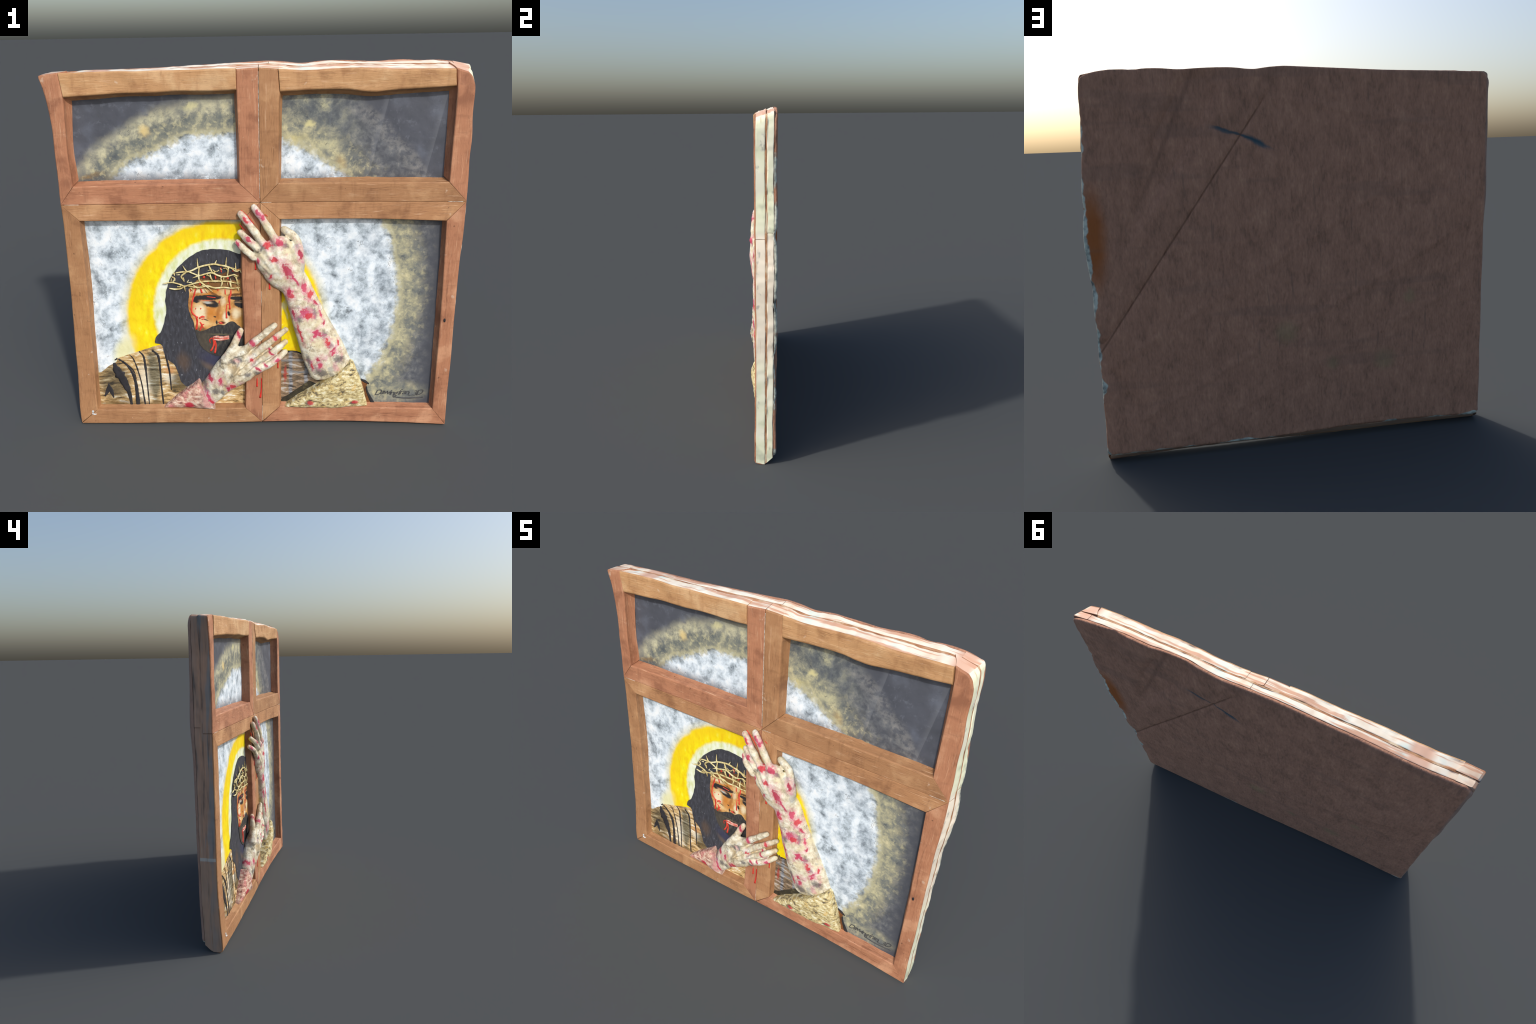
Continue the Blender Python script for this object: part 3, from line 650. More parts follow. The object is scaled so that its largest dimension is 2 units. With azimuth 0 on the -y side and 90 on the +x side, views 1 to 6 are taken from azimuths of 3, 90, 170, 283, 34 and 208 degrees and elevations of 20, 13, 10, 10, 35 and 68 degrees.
    member('rear_bar', off(top_line(-.906, .043), 0, -I), [(-.89, 1.77), (.043, 1.77)], a, b, [WOOD_H, PAINT_TOP], .005, .003, (.001, .001), (0, 0), 1, back_round=.005, wob=.002, seed=25, reveal=0)
    member('rear_bar', off(top_line(.045, .8755), 0, -I), [(.045, 1.77), (.876, 1.77)], a, b, [WOOD_H, PAINT_TOP], .005, .003, (.001, .001), (0, 0), 1, back_round=.005, wob=.002, seed=26, reveal=0)
    member('rear_bar', off(bottom_line(-.966, .968), 0, I), [(-.88, .09), (.88, .09)], a, b, [STAIN_BROWN, STAIN_BROWN], .005, .003, (.001, .001), (0, 0), 1, back_round=.005, wob=.002, seed=27, reveal=0)

# ------------------------------------------------------------------ filled patches
def resample_closed(pts, spacing, curved=True):
    P = np.array(pts, float)
    per = np.linalg.norm(np.diff(np.vstack([P, P[:1]]), axis=0), axis=1).sum()
    n = max(12, int(per / spacing))
    if curved: return catmull(P, n, True)
    Q = np.vstack([P, P[:1]]); s = np.r_[0, np.cumsum(np.linalg.norm(np.diff(Q, axis=0), axis=1))]
    u = np.linspace(0, s[-1], n, endpoint=False)
    return np.stack([np.interp(u, s, Q[:, k]) for k in range(2)], 1)

def seg_distance(Q, loop):
    A = loop; B = np.roll(loop, -1, 0); D = B - A; L2 = (D * D).sum(1) + 1e-12
    out = np.empty(len(Q))
    for i in range(0, len(Q), 2000):
        q = Q[i:i + 2000, None]
        t = np.clip(((q - A) * D).sum(2) / L2, 0, 1)[..., None]
        out[i:i + 2000] = np.linalg.norm(q - A - t * D, axis=2).min(1)
    return out

def patch(name, outline, top, base, spacing, mats, rim=(), curved=True, flip=False, parent=None, mapper=warp, rough=0., post=None):
    """Closed slab over a smooth outline; top(x, z, e) is its face depth, e the distance from the rim."""
    L0 = resample_closed(outline, spacing, curved)
    area = .5 * np.sum(L0[:, 0] * np.roll(L0[:, 1], -1) - np.roll(L0[:, 0], -1) * L0[:, 1])
    if area < 0: L0 = L0[::-1]
    if rough: L0 = L0 + rough * np.stack([fbm(np.c_[L0, 0 * L0[:, 0]], 30, 3, 3.), fbm(np.c_[L0, 0 * L0[:, 0]], 30, 3, 8.)], 1)
    t = np.roll(L0, -1, 0) - np.roll(L0, 1, 0); t /= np.linalg.norm(t, axis=1)[:, None] + 1e-9
    nrm = np.stack([-t[:, 1], t[:, 0]], 1)
    pts = [L0]
    for r in rim:
        q = L0 + nrm * r
        pts.append(q[seg_distance(q, L0) > r * .93])
    lo, hi = L0.min(0), L0.max(0)
    gx, gz = np.meshgrid(np.arange(lo[0], hi[0], spacing), np.arange(lo[1], hi[1], spacing * .87))
    gx = gx + (np.arange(gx.shape[0]) % 2)[:, None] * spacing * .5
    g = np.stack([gx.ravel(), gz.ravel()], 1)
    g = g[seg_distance(g, L0) > (rim[-1] if rim else 0) + spacing * .55]
    pts.append(g)
    Q = np.vstack(pts); n = len(L0)
    vc, _, fc, ov, _, _ = delaunay_2d_cdt([Vector(p) for p in Q], [], [list(range(n))], 1, 1e-7)
    Q = np.array([tuple(v) for v in vc])
    e = seg_distance(Q, L0)
    # boundary in output order
    idx = {}
    for i, o in enumerate(ov):
        for k in o:
            idx[k] = i
    ring = [idx[k] for k in range(n)]
    d = top(Q[:, 0], Q[:, 1], e) * np.ones(len(Q))
    V = mapper(Q[:, 0], Q[:, 1], d)
    used = set(i for f in fc for i in f)
    F = [tuple(f) for f in fc]
    m = len(V)
    Bv = mapper(Q[ring, 0], Q[ring, 1], base)
    V = np.vstack([V, Bv])
    for i in range(n):
        j = (i + 1) % n
        F.append((ring[j], ring[i], m + i, m + j))
    F.append(tuple(m + i for i in range(n))[::-1])
    # counter-clockwise in (x, z) looks along -y: that is the front side
    if flip: F = [f[::-1] for f in F]
    if post is not None: V = post(V)
    me = make_mesh(name, V, F, mats)
    me.set_sharp_from_angle(angle=math.radians(55))
    return add_object(name, me, parent)

PD = .043                                           # depth of the painted canvases
def canvas_sag(x, z):
    return .009 * smooth(1.1, 1.35, z) + .006 * smooth(-.55, -.9, x) * smooth(.5, .9, z)

def build_canvases():
    panes = [[(-.93, 1.29), (-.06, 1.29), (-.06, 1.80), (-.93, 1.80)], [(.06, 1.29), (.93, 1.29), (.93, 1.80), (.06, 1.80)],
             [(-.93, .07), (-.06, .07), (-.06, 1.19), (-.93, 1.19)], [(.06, .07), (.94, .07), (.94, 1.19), (.06, 1.19)]]
    for p in panes:
        def top(x, z, e):
            N = fbm(np.stack([x, z, 0 * x], 1), 24, 4, 5.)
            N2 = fbm(np.stack([x, z, 0 * x], 1), 4, 2, 2.)
            f = .0035 * np.exp(-((x - .56 - .22 * (z - 1.55)) / .012) ** 2) * (z > 1.26)
            return PD + canvas_sag(x, z) + .0012 * N + .003 * N2 + f
        patch('canvas', p, top, PD + .030, .010, [CANVAS], curved=False)

def build_back():
    n = 40
    loop = [(float(left_front(z)) + .004, z) for z in np.linspace(.03, 1.80, n)] + [(-.97, 1.834)] + \
           [(x, float(top_front(x)) - .003) for x in np.linspace(-.93, .885, n)] + [(.922, 1.818), (.945, 1.797)] + \
           [(float(right_front(z)) - .003, z) for z in np.linspace(1.765, .03, n)] + [(x, float(bottom_front(x)) + .005) for x in np.linspace(.95, -.95, n)]
    loop = loop[::-1]
    def dist_line(x, z, a, b):
        a, b = np.array(a), np.array(b); D = b - a
        t = np.clip(((x - a[0]) * D[0] + (z - a[1]) * D[1]) / (D @ D), 0, 1)
        return np.hypot(x - a[0] - t * D[0], z - a[1] - t * D[1])
    def top(x, z, e):
        r = .010
        N = fbm(np.stack([x, z, 0 * x], 1), 3, 2, 4.); N2 = fbm(np.stack([x * 1.5, z * .4, 0 * x], 1), 30, 3, 6.)
        d = T + .0016 * N + .0008 * N2 - (r - np.sqrt(np.maximum(r * r - np.maximum(r - e, 0) ** 2, 0)))
        d -= .0075 * np.exp(-(dist_line(x, z, (.132, 1.753), (.977, .564)) / .0065) ** 2) + .006 * smooth(.3, .9, x) * np.exp(-(dist_line(x, z, (.132, 1.753), (.977, .564)) / .03) ** 2)
        # a low swell and faint diagonal ridges
        d += .009 * np.exp(-(dist_line(x, z, (-.05, .58), (-1.1, 1.42)) / .13) ** 2) * smooth(0, -.5, x)
        for a, b, h in (((.92, .50), (-.60, 1.38), .0016), ((.80, .22), (-.92, 1.12), .0016), ((.60, .10), (-.95, .82), .0012), ((.40, 1.80), (-.9, 1.55), .0012)):
            d += 1.8 * h * np.exp(-(dist_line(x, z, a, b) / .018) ** 2)
        d -= .010 * smooth(1.45, 1.8, z) * np.exp(-((x - .80 + .3 * (z - 1.6)) / .035) ** 2)
        d -= .008 * np.exp(-(dist_line(x, z, (.98, .62), (.86, .30)) / .05) ** 2)
        d -= .0040 * np.exp(-(dist_line(x, z, (.40, 1.62), (.14, 1.522)) / .010) ** 2)
        scallop = np.maximum(fbm(np.stack([0 * x, z, 0 * x], 1), 11, 2, 1.), 0)
        d -= .020 * scallop * smooth(.03, 0, e) * (x > .8)
        return d
    patch('back_board', loop, top, .0995, .0115, [BACK], rim=(.0008, .003, .006, .010), flip=True)

# ------------------------------------------------------------------ painted figure on the canvases
def paint_layer(name, outline, lift, mat, parent=None, rough=.003, spacing=.007, curved=True):
    def top(x, z, e):
        return PD + canvas_sag(x, z) - lift + .0012 * fbm(np.stack([x, z, 0 * x], 1), 30, 3, 7.) * smooth(0, .02, e) + .003 * fbm(np.stack([x, z, 0 * x], 1), 4, 2, 2.)
    return patch(name, outline, top, PD + .006, spacing, [mat], rim=(.0015,), curved=curved, parent=parent, rough=rough)

def ribbon(name, pts, widths, mat, surf, height=.0016, parent=None, n=None, ragged=.12, seed=0.):
    """A brush stroke: a low rounded ribbon lying on a surface surf(x, z) -> y."""
    P0 = np.array(pts, float)
    L = np.linalg.norm(np.diff(P0, axis=0), axis=1).sum()
    n = n or max(6, int(L / .006))
    P = catmull(P0, n) if len(P0) > 2 else np.linspace(P0[0], P0[1], n)
    w = np.interp(np.linspace(0, 1, n), np.linspace(0, 1, len(widths)), widths)
    w = w * (1 + ragged * fbm(np.c_[P, np.zeros(n)], 60, 2, seed + 1))
    t = np.gradient(P, axis=0); t /= np.linalg.norm(t, axis=1)[:, None] + 1e-9
    nn = np.stack([-t[:, 1], t[:, 0]], 1)
    V, F = [], []
    K = 5
    for i in range(n):
        for u in np.linspace(-1, 1, K):
            q = P[i] + nn[i] * w[i] * .5 * u
            V.append((q[0], surf(q[0], q[1]) - height * (1 - u * u) - .0004, q[1]))
        for u in np.linspace(1, -1, K):
            q = P[i] + nn[i] * w[i] * .5 * u
            V.append((q[0], surf(q[0], q[1]) + .003, q[1]))
    m = 2 * K
    for i in range(n - 1):
        for j in range(m):
            k = (j + 1) % m
            F.append((i * m + j, i * m + k, (i + 1) * m + k, (i + 1) * m + j)[::-1])
    F.append(tuple(range(m))); F.append(tuple((n - 1) * m + j for j in range(m))[::-1])
    return add_object(name, make_mesh(name, V, F, [mat]), parent)

def at_depth(d):
    return lambda x, z: float(warp(x, z, d)[1]) + float(canvas_sag(x, z)) + .003 * mnoise.fractal(Vector((x, z, 0)) * 4 + Vector((2., 3.4, -2.)), 1., 2., 2)
def on_wood(x, z): return float(warp(x, z, 0)[1])

def tube(pts, radii, n, sides=7):
    """Round rod along a 3D polyline; returns verts, faces."""
    P = catmull(pts, n) if len(pts) > 2 else np.linspace(pts[0], pts[1], n)
    r = np.interp(np.linspace(0, 1, n), np.linspace(0, 1, len(radii)), radii)
    t = np.gradient(P, axis=0); t /= np.linalg.norm(t, axis=1)[:, None] + 1e-9
    up = np.array([0, -1., 0]); a = np.cross(t, up); a /= np.linalg.norm(a, axis=1)[:, None] + 1e-9; b = np.cross(a, t)
    V, F = [], []
    for i in range(n):
        for j in range(sides):
            th = 2 * math.pi * j / sides
            V.append(P[i] + r[i] * (math.cos(th) * a[i] + math.sin(th) * b[i]))
    for i in range(n - 1):
        for j in range(sides):
            k = (j + 1) % sides
            F.append((i * sides + j, i * sides + k, (i + 1) * sides + k, (i + 1) * sides + j))
    F.append(tuple(range(sides))[::-1]); F.append(tuple((n - 1) * sides + j for j in range(sides)))
    return V, F

def build_figure():
    paint_layer('robe', [(-.905, .078), (-.905, .262), (-.863, .296), (-.822, .331), (-.783, .352), (-.775, .373), (-.736, .390), (-.704, .400), (-.657, .418), (-.609, .435), (-.562, .449), (-.52, .452), (-.44, .40), (-.30, .30), (-.08, .26), (-.08, .078)], .0030, ROBE_L)
    paint_layer('robe', [(.08, .078), (.08, .420), (.115, .426), (.150, .424), (.215, .404), (.30, .36), (.34, .20), (.30, .078)], .0030, ROBE_R)
    hair = paint_layer('hair', [(-.075, .955), (-.107, .965), (-.149, .978), (-.19, .989), (-.24, .989), (-.303, .980), (-.354, .953), (-.399, .915), (-.437, .874), (-.468, .824), (-.484, .774), (-.495, .716), (-.493, .656), (-.508, .597), (-.526, .540), (-.554, .507), (-.566, .470), (-.530, .455), (-.512, .38), (-.465, .332), (-.428, .225), (-.353, .205), (-.28, .23), (-.18, .33), (-.075, .42)], .0046, HAIR, spacing=.008)
    face = paint_layer('face', [(-.075, .86), (-.16, .872), (-.20, .860), (-.27, .862), (-.325, .825), (-.366, .782), (-.372, .735), (-.378, .684), (-.370, .633), (-.357, .597), (-.348, .541), (-.30, .52), (-.20, .53), (-.10, .53), (-.075, .56)], .0062, FACE, spacing=.006)
    paint_layer('beard', [(-.348, .548), (-.323, .535), (-.285, .553), (-.255, .568), (-.225, .574), (-.196, .576), (-.172, .592), (-.150, .596), (-.128, .580), (-.105, .556), (-.085, .54), (-.085, .40), (-.18, .39), (-.25, .40), (-.30, .43), (-.335, .48)], .0080, BEARD, spacing=.006)
    S = at_depth(PD - .0084)
    ribbon('lip', [(-.258, .505), (-.235, .508), (-.21, .504), (-.172, .510)], [.006, .014, .010, .012], LIP, S)
    ribbon('lip', [(-.255, .492), (-.225, .490), (-.172, .498)], [.006, .014, .010], LIP, S)
    ribbon('blood_streak', [(-.258, .500), (-.225, .499), (-.170, .501)], [.003, .005, .003], BLOODF, S, .0022)
    for pts, w in (([(-.262, .502), (-.275, .490), (-.272, .470)], [.004, .006, .004]), ([(-.258, .500), (-.252, .470), (-.262, .440), (-.272, .425)], [.007, .012, .008, .010]), ([(-.246, .486), (-.243, .455), (-.250, .412)], [.006, .009, .011])):
        ribbon('blood_streak', pts, w, BLOODF, S)
    S = at_depth(PD - .0066)
    for pts, w in (([(-.335, .778), (-.345, .745), (-.358, .700), (-.362, .650), (-.340, .622), (-.330, .618)], [.008, .009, .008, .008, .009, .010]),
                   ([(-.340, .620), (-.336, .595), (-.342, .548)], [.010, .009, .010]), ([(-.325, .612), (-.308, .622), (-.296, .620)], [.010, .012, .008]), ([(-.312, .606), (-.298, .611)], [.006, .006]),
                   ([(-.322, .592), (-.312, .572), (-.325, .542)], [.006, .012, .006]), ([(-.312, .574), (-.300, .580)], [.007, .004]), ([(-.308, .566), (-.302, .556)], [.006, .004]),
                   ([(-.360, .776), (-.362, .764)], [.008, .005]), ([(-.310, .778), (-.304, .756)], [.008, .010]), ([(-.222, .778), (-.222, .768)], [.006, .007]),
                   ([(-.185, .776), (-.185, .748)], [.005, .007]), ([(-.155, .776), (-.158, .745), (-.165, .732), (-.164, .690), (-.164, .665)], [.005, .010, .012, .006, .010]),
                   ([(-.178, .692), (-.182, .660), (-.182, .614)], [.005, .006, .010]), ([(-.178, .693), (-.166, .693)], [.004, .004]), ([(-.216, .712), (-.218, .698)], [.005, .004]),
                   ([(-.344, .668), (-.339, .665)], [.008, .008]), ([(-.317, .669), (-.312, .666)], [.008, .008]), ([(-.222, .590), (-.205, .583)], [.010, .008]),
                   ([(-.28, .735), (-.235, .729)], [.004, .003])):
        ribbon('blood_streak', pts, w, BLOODF, S)
    # folds of the robe
    S = at_depth(PD - .0034)
    for pts, w in (([(-.770, .372), (-.735, .345), (-.705, .300), (-.690, .255), (-.683, .20), (-.680, .09)], [.012, .014, .018, .022, .028, .032]),
                   ([(-.765, .366), (-.720, .335), (-.692, .30), (-.680, .255)], [.006, .008, .008, .004]),
                   ([(-.708, .398), (-.688, .37), (-.668, .30), (-.653, .22), (-.640, .09)], [.006, .010, .008, .010, .012]),
                   ([(-.655, .418), (-.634, .39), (-.627, .33), (-.624, .25), (-.618, .09)], [.010, .016, .010, .010, .006]),
                   ([(-.585, .425), (-.556, .395), (-.549, .33), (-.547, .22), (-.540, .09)], [.014, .014, .012, .010, .010]),
                   ([(-.515, .42), (-.508, .36), (-.498, .29), (-.494, .19)], [.016, .014, .010, .008]),
                   ([(-.795, .348), (-.785, .31), (-.750, .24), (-.725, .17), (-.715, .09)], [.020, .070, .046, .026, .018]),
                   ([(-.835, .225), (-.825, .19), (-.812, .14)], [.006, .030, .006]), ([(-.835, .225), (-.840, .19), (-.860, .15)], [.006, .03, .012]),
                   ([(-.775, .375), (-.79, .365)], [.012, .006])):
        ribbon('fold_line', pts, [k * .8 for k in w], BLACK, S, .0010, ragged=.35)
    ribbon('pencil_line', [(.152, .424), (.128, .418), (.120, .432)], [.004, .005, .002], BLACK, S, .001)
    ribbon('pencil_line', [(.135, .424), (.18, .420), (.225, .398)], [.004, .006, .008], BLACK, S, .001)
    # shadow inside the right sleeve, a flat dark paint layer, and umber sliver beside it
    paint_layer('painted_sleeve_shadow', [(.085, .095), (.101, .135), (.148, .170), (.25, .250), (.31, .225), (.30, .09)], .0050, SHADE, curved=False)
    paint_layer('sleeve_edge', [(.49, .09), (.47, .36), (.522, .258), (.560, .235), (.552, .205), (.585, .13), (.592, .09)], .0026, UMBER, curved=False)
    ribbon('pencil_line', [(.522, .258), (.545, .246), (.568, .230)], [.008, .016, .006], BLACK, at_depth(PD - .0030), .001)
    ribbon('pencil_line', [(.555, .215), (.562, .18), (.594, .112)], [.006, .014, .020], BLACK, at_depth(PD - .0030), .001)
    # ---- crown: interlaced twigs with thorns
    base = at_depth(PD - .0075)
    def twig(pts, r, parent=None, name='crown_twig'):
        Q = [(x, base(x, z) - .003 - lift, z) for x, z, lift in pts]
        V, F = tube(Q, r, max(6, 6 * len(pts)))
        return add_object(name, make_mesh(name, V, F, [THORN]), parent)
    K = .0046
    rows = [
        [(-.432, .866, 0), (-.405, .870, 0), (-.375, .873, .002), (-.350, .880, .003), (-.315, .897, .002), (-.275, .908, .002), (-.235, .914, .003), (-.205, .908, .002), (-.178, .903, .003), (-.150, .892, .002), (-.128, .874, .001), (-.108, .880, 0)],
        [(-.375, .873, .002), (-.390, .862, .001), (-.405, .846, 0), (-.395, .826, 0)],
        [(-.372, .876, .002), (-.340, .862, .001), (-.315, .853, .003), (-.285, .860, .002), (-.250, .868, .003), (-.215, .852, .002), (-.180, .846, .003), (-.140, .856, .002), (-.118, .845, 0)],
        [(-.480, .812, 0), (-.450, .814, .001), (-.415, .805, .002), (-.392, .795, .003), (-.365, .802, .002), (-.330, .814, .003), (-.290, .821, .002), (-.250, .823, .003), (-.205, .822, .002), (-.165, .820, .003), (-.130, .812, .002), (-.108, .810, 0)],
        [(-.470, .782, 0), (-.440, .778, .001), (-.410, .782, .002), (-.392, .795, .003)],
        [(-.375, .795, 0), (-.340, .790, .002), (-.310, .788, .003), (-.275, .796, .002), (-.235, .786, .003), (-.190, .788, .002), (-.150, .784, .003), (-.108, .786, 0)],
        [(-.312, .895, .003), (-.316, .860, .004), (-.312, .825, .004), (-.285, .800, .004), (-.262, .780, .003)],
        [(-.262, .906, .004), (-.252, .882, .004), (-.244, .866, .003)],
        [(-.258, .860, .004), (-.254, .840, .004), (-.244, .822, .003)],
        [(-.178, .903, .003), (-.165, .895, .004), (-.168, .870, .004), (-.172, .848, .003)],
        [(-.205, .838, .003), (-.198, .815, .004), (-.206, .792, .003)],
        [(-.160, .820, .003), (-.155, .800, .004), (-.152, .786, .003)],
        [(-.130, .845, .001), (-.122, .825, .003), (-.118, .80, .002)],
        [(-.450, .816, .001), (-.440, .834, 0), (-.455, .846, 0)],
    ]
    crown = twig(rows[0], [K * .8, K, K * 1.1, K, K * .6], face, 'thorn_crown')
    crown.parent = ROOT
    for r in rows[1:]:
        twig(r, [K * .7, K, K, K * .55], crown)
    for a, b in (((-.376, .873), (-.395, .906)), ((-.318, .896), (-.320, .945)), ((-.232, .914), (-.222, .935)), ((-.178, .905), (-.172, .950)), ((-.128, .876), (-.128, .920)), ((-.396, .842), (-.390, .818)), ((-.318, .852), (-.350, .838)),
                 ((-.480, .812), (-.505, .806)), ((-.392, .793), (-.388, .764)), ((-.118, .786), (-.116, .768)), ((-.244, .866), (-.225, .878)), ((-.292, .800), (-.33, .78)), ((-.14, .858), (-.11, .848)), ((-.436, .866), (-.452, .858)), ((-.20, .84), (-.21, .855))):
        twig([(a[0], a[1], .002), ((a[0] * 2 + b[0]) / 3, (a[1] * 2 + b[1]) / 3, .003), (b[0], b[1], .001)], [K, K * .7, K * .15], crown, 'thorn')
    for i in range(34):
        x = -.465 + .36 * (i + .5) / 34 + rng.uniform(-.006, .006)
        z = rng.choice([.785, .815, .850, .885]) + rng.uniform(-.010, .010) - .35 * max(0, -.36 - x)
        t = rng.uniform(0, 2 * math.pi); l = rng.uniform(.014, .026)
        twig([(x, z, .002), (x + l * .5 * math.cos(t), z + l * .5 * math.sin(t), .003), (x + l * math.cos(t), z + l * math.sin(t), .001)], [K * .7, K * .5, K * .12], crown, 'thorn')
    for x, z, w, h in ((-.29, .842, .014, .008), (-.232, .845, .008, .024), (-.202, .880, .008, .022), (-.17, .838, .012, .010), (-.312, .806, .012, .012), (-.27, .812, .006, .008), (-.17, .812, .008, .010), (-.142, .876, .010, .008)):
        ribbon('blood_drop', [(x - w * .2, z + h * .6), (x + w * .2, z - h * .6)], [w * .6, w, w * .5], BLOODF, base, .0012, parent=crown)
    # brown of the brow showing between the twigs is part of the face layer
    # ---- signature in ink
    cu = bpy.data.curves.new('signature', 'FONT')
    cu.body = 'Dawing fran_3D'; cu.size = .050; cu.shear = .35; cu.extrude = .0006; cu.space_character = .78
    tmp = bpy.data.objects.new('signature', cu); bpy.context.scene.collection.objects.link(tmp)
    bpy.context.view_layer.update()
    me = bpy.data.meshes.new_from_object(tmp.evaluated_get(bpy.context.evaluated_depsgraph_get()))
    bpy.data.objects.remove(tmp)
    co = np.array([v.co[:] for v in me.vertices]); w = co[:, 0].max()
    s = at_depth(PD - .0022)
    for v, c in zip(me.vertices, co):
        x = .598 + c[0] / w * .262
        z = .166 + c[1] * .88 + .004 * math.sin(x * 60)
        v.co = (x, s(x, z) - c[2], z)
    me.materials.clear(); me.materials.append(INK)
    add_object('signature', me)
    ribbon('pencil_line', [(.70, .150), (.76, .146), (.86, .150)], [.004, .010, .006], INK, at_depth(PD - .001), .001)

# ------------------------------------------------------------------ the two modelled arms
def loft(spine, w, h, sides=20, n=28, power=2.3, lean=0.):
    """Closed flattened tube: spine (x, y, z), half width across, half depth in y."""
    P = catmull(spine, n)
    u = np.linspace(0, 1, n)
    W = np.interp(u, np.linspace(0, 1, len(w)), w); Hh = np.interp(u, np.linspace(0, 1, len(h)), h)
    t = np.gradient(P, axis=0); t[:, 1] = 0; t /= np.linalg.norm(t, axis=1)[:, None]
    a = np.stack([t[:, 2], 0 * t[:, 0], -t[:, 0]], 1)
    rings = []
    cap = np.array([.25, .6, .85])
    def ring(c, ww, hh, ai):
        th = np.linspace(0, 2 * np.pi, sides, endpoint=False)
        cc, ss = np.cos(th), np.sin(th)
        cx = np.sign(cc) * np.abs(cc) ** (2 / power); sy = np.sign(ss) * np.abs(ss) ** (2 / power)
        return c + ai * (cx * ww)[:, None] + np.array([0, 1, 0]) * (sy * hh + lean * cx)[:, None]
    for k in cap:
        rings.append(ring(P[0] - t[0] * min(W[0], Hh[0]) * math.sqrt(1 - k * k), W[0] * k, Hh[0] * k, a[0]))
    for i in range(n): rings.append(ring(P[i], W[i], Hh[i], a[i]))
    for k in cap[::-1]:
        rings.append(ring(P[-1] + t[-1] * min(W[-1], Hh[-1]) * math.sqrt(1 - k * k), W[-1] * k, Hh[-1] * k, a[-1]))
    V = np.vstack(rings); m = len(rings); F = []
    for i in range(m - 1):
        for j in range(sides):
            k = (j + 1) % sides
            F.append((i * sides + j, i * sides + k, (i + 1) * sides + k, (i + 1) * sides + j))
    F.append(tuple(range(sides))[::-1]); F.append(tuple((m - 1) * sides + j for j in range(sides)))
    return V, F

def fuse(pieces, voxel, iterations):
    V, F = [], []
    for v, f in pieces:
        o = len(V); V += [tuple(p) for p in v]; F += [tuple(i + o for i in q) for q in f]
    me = bpy.data.meshes.new('tmp'); me.from_pydata(V, [], F)
    import bmesh
    bm = bmesh.new(); bm.from_mesh(me); bmesh.ops.recalc_face_normals(bm, faces=bm.faces); bm.to_mesh(me); bm.free()
    ob = bpy.data.objects.new('tmp', me); bpy.context.scene.collection.objects.link(ob)
    r = ob.modifiers.new('r', 'REMESH'); r.mode = 'VOXEL'; r.voxel_size = voxel
    s = ob.modifiers.new('s', 'SMOOTH'); s.factor = .5; s.iterations = iterations
    bpy.context.view_layer.update()
    out = bpy.data.meshes.new_from_object(ob.evaluated_get(bpy.context.evaluated_depsgraph_get()))
    bpy.data.objects.remove(ob)
    return out

def line_distance(P, line):
    L = catmull(line, 40)
    A, B = L[:-1], L[1:]; D = B - A; L2 = (D * D).sum(1) + 1e-12
    q = P[:, None, :]
    t = np.clip(((q - A) * D).sum(2) / L2, 0, 1)[..., None]
    return np.linalg.norm(q - A - t * D, axis=2).min(1)

def finish_arm(me, mat, ridges, grooves, regions, rough=.0016):
    co = np.array([v.co[:] for v in me.vertices]); no = np.array([v.normal[:] for v in me.vertices])
    facing = np.clip(-no[:, 1] * 1.5, 0, 1)
    xz = co[:, [0, 2]]
    disp = rough * fbm(co, 40, 3, 2.) + .0012 * fbm(co, 12, 2, 3.)
    for line, h, wd in ridges: disp += h * facing * np.exp(-(line_distance(xz, line) / wd) ** 2)
    for line, h, wd in grooves: disp -= h * facing * np.exp(-(line_distance(xz, line) / wd) ** 2)
    co = co + no * disp[:, None]
    for v, c in zip(me.vertices, co): v.co = c
    me.update()
    no = np.array([v.normal[:] for v in me.vertices])
    faces = [tuple(p.vertices) for p in me.polygons]
    cen = np.array([co[list(f)].mean(0) for f in faces])
    lab = regions(cen)
    out = []
    for name in dict.fromkeys(lab):
        fs = [f for f, l in zip(faces, lab) if l == name]
        ids = sorted(set(i for f in fs for i in f)); mp = {i: k for k, i in enumerate(ids)}
        part = make_mesh(name, co[ids], [tuple(mp[i] for i in f) for f in fs], [mat])
        part.normals_split_custom_set_from_vertices([tuple(no[i]) for i in ids])
        out.append(add_object(name, part))
    return co, faces, out

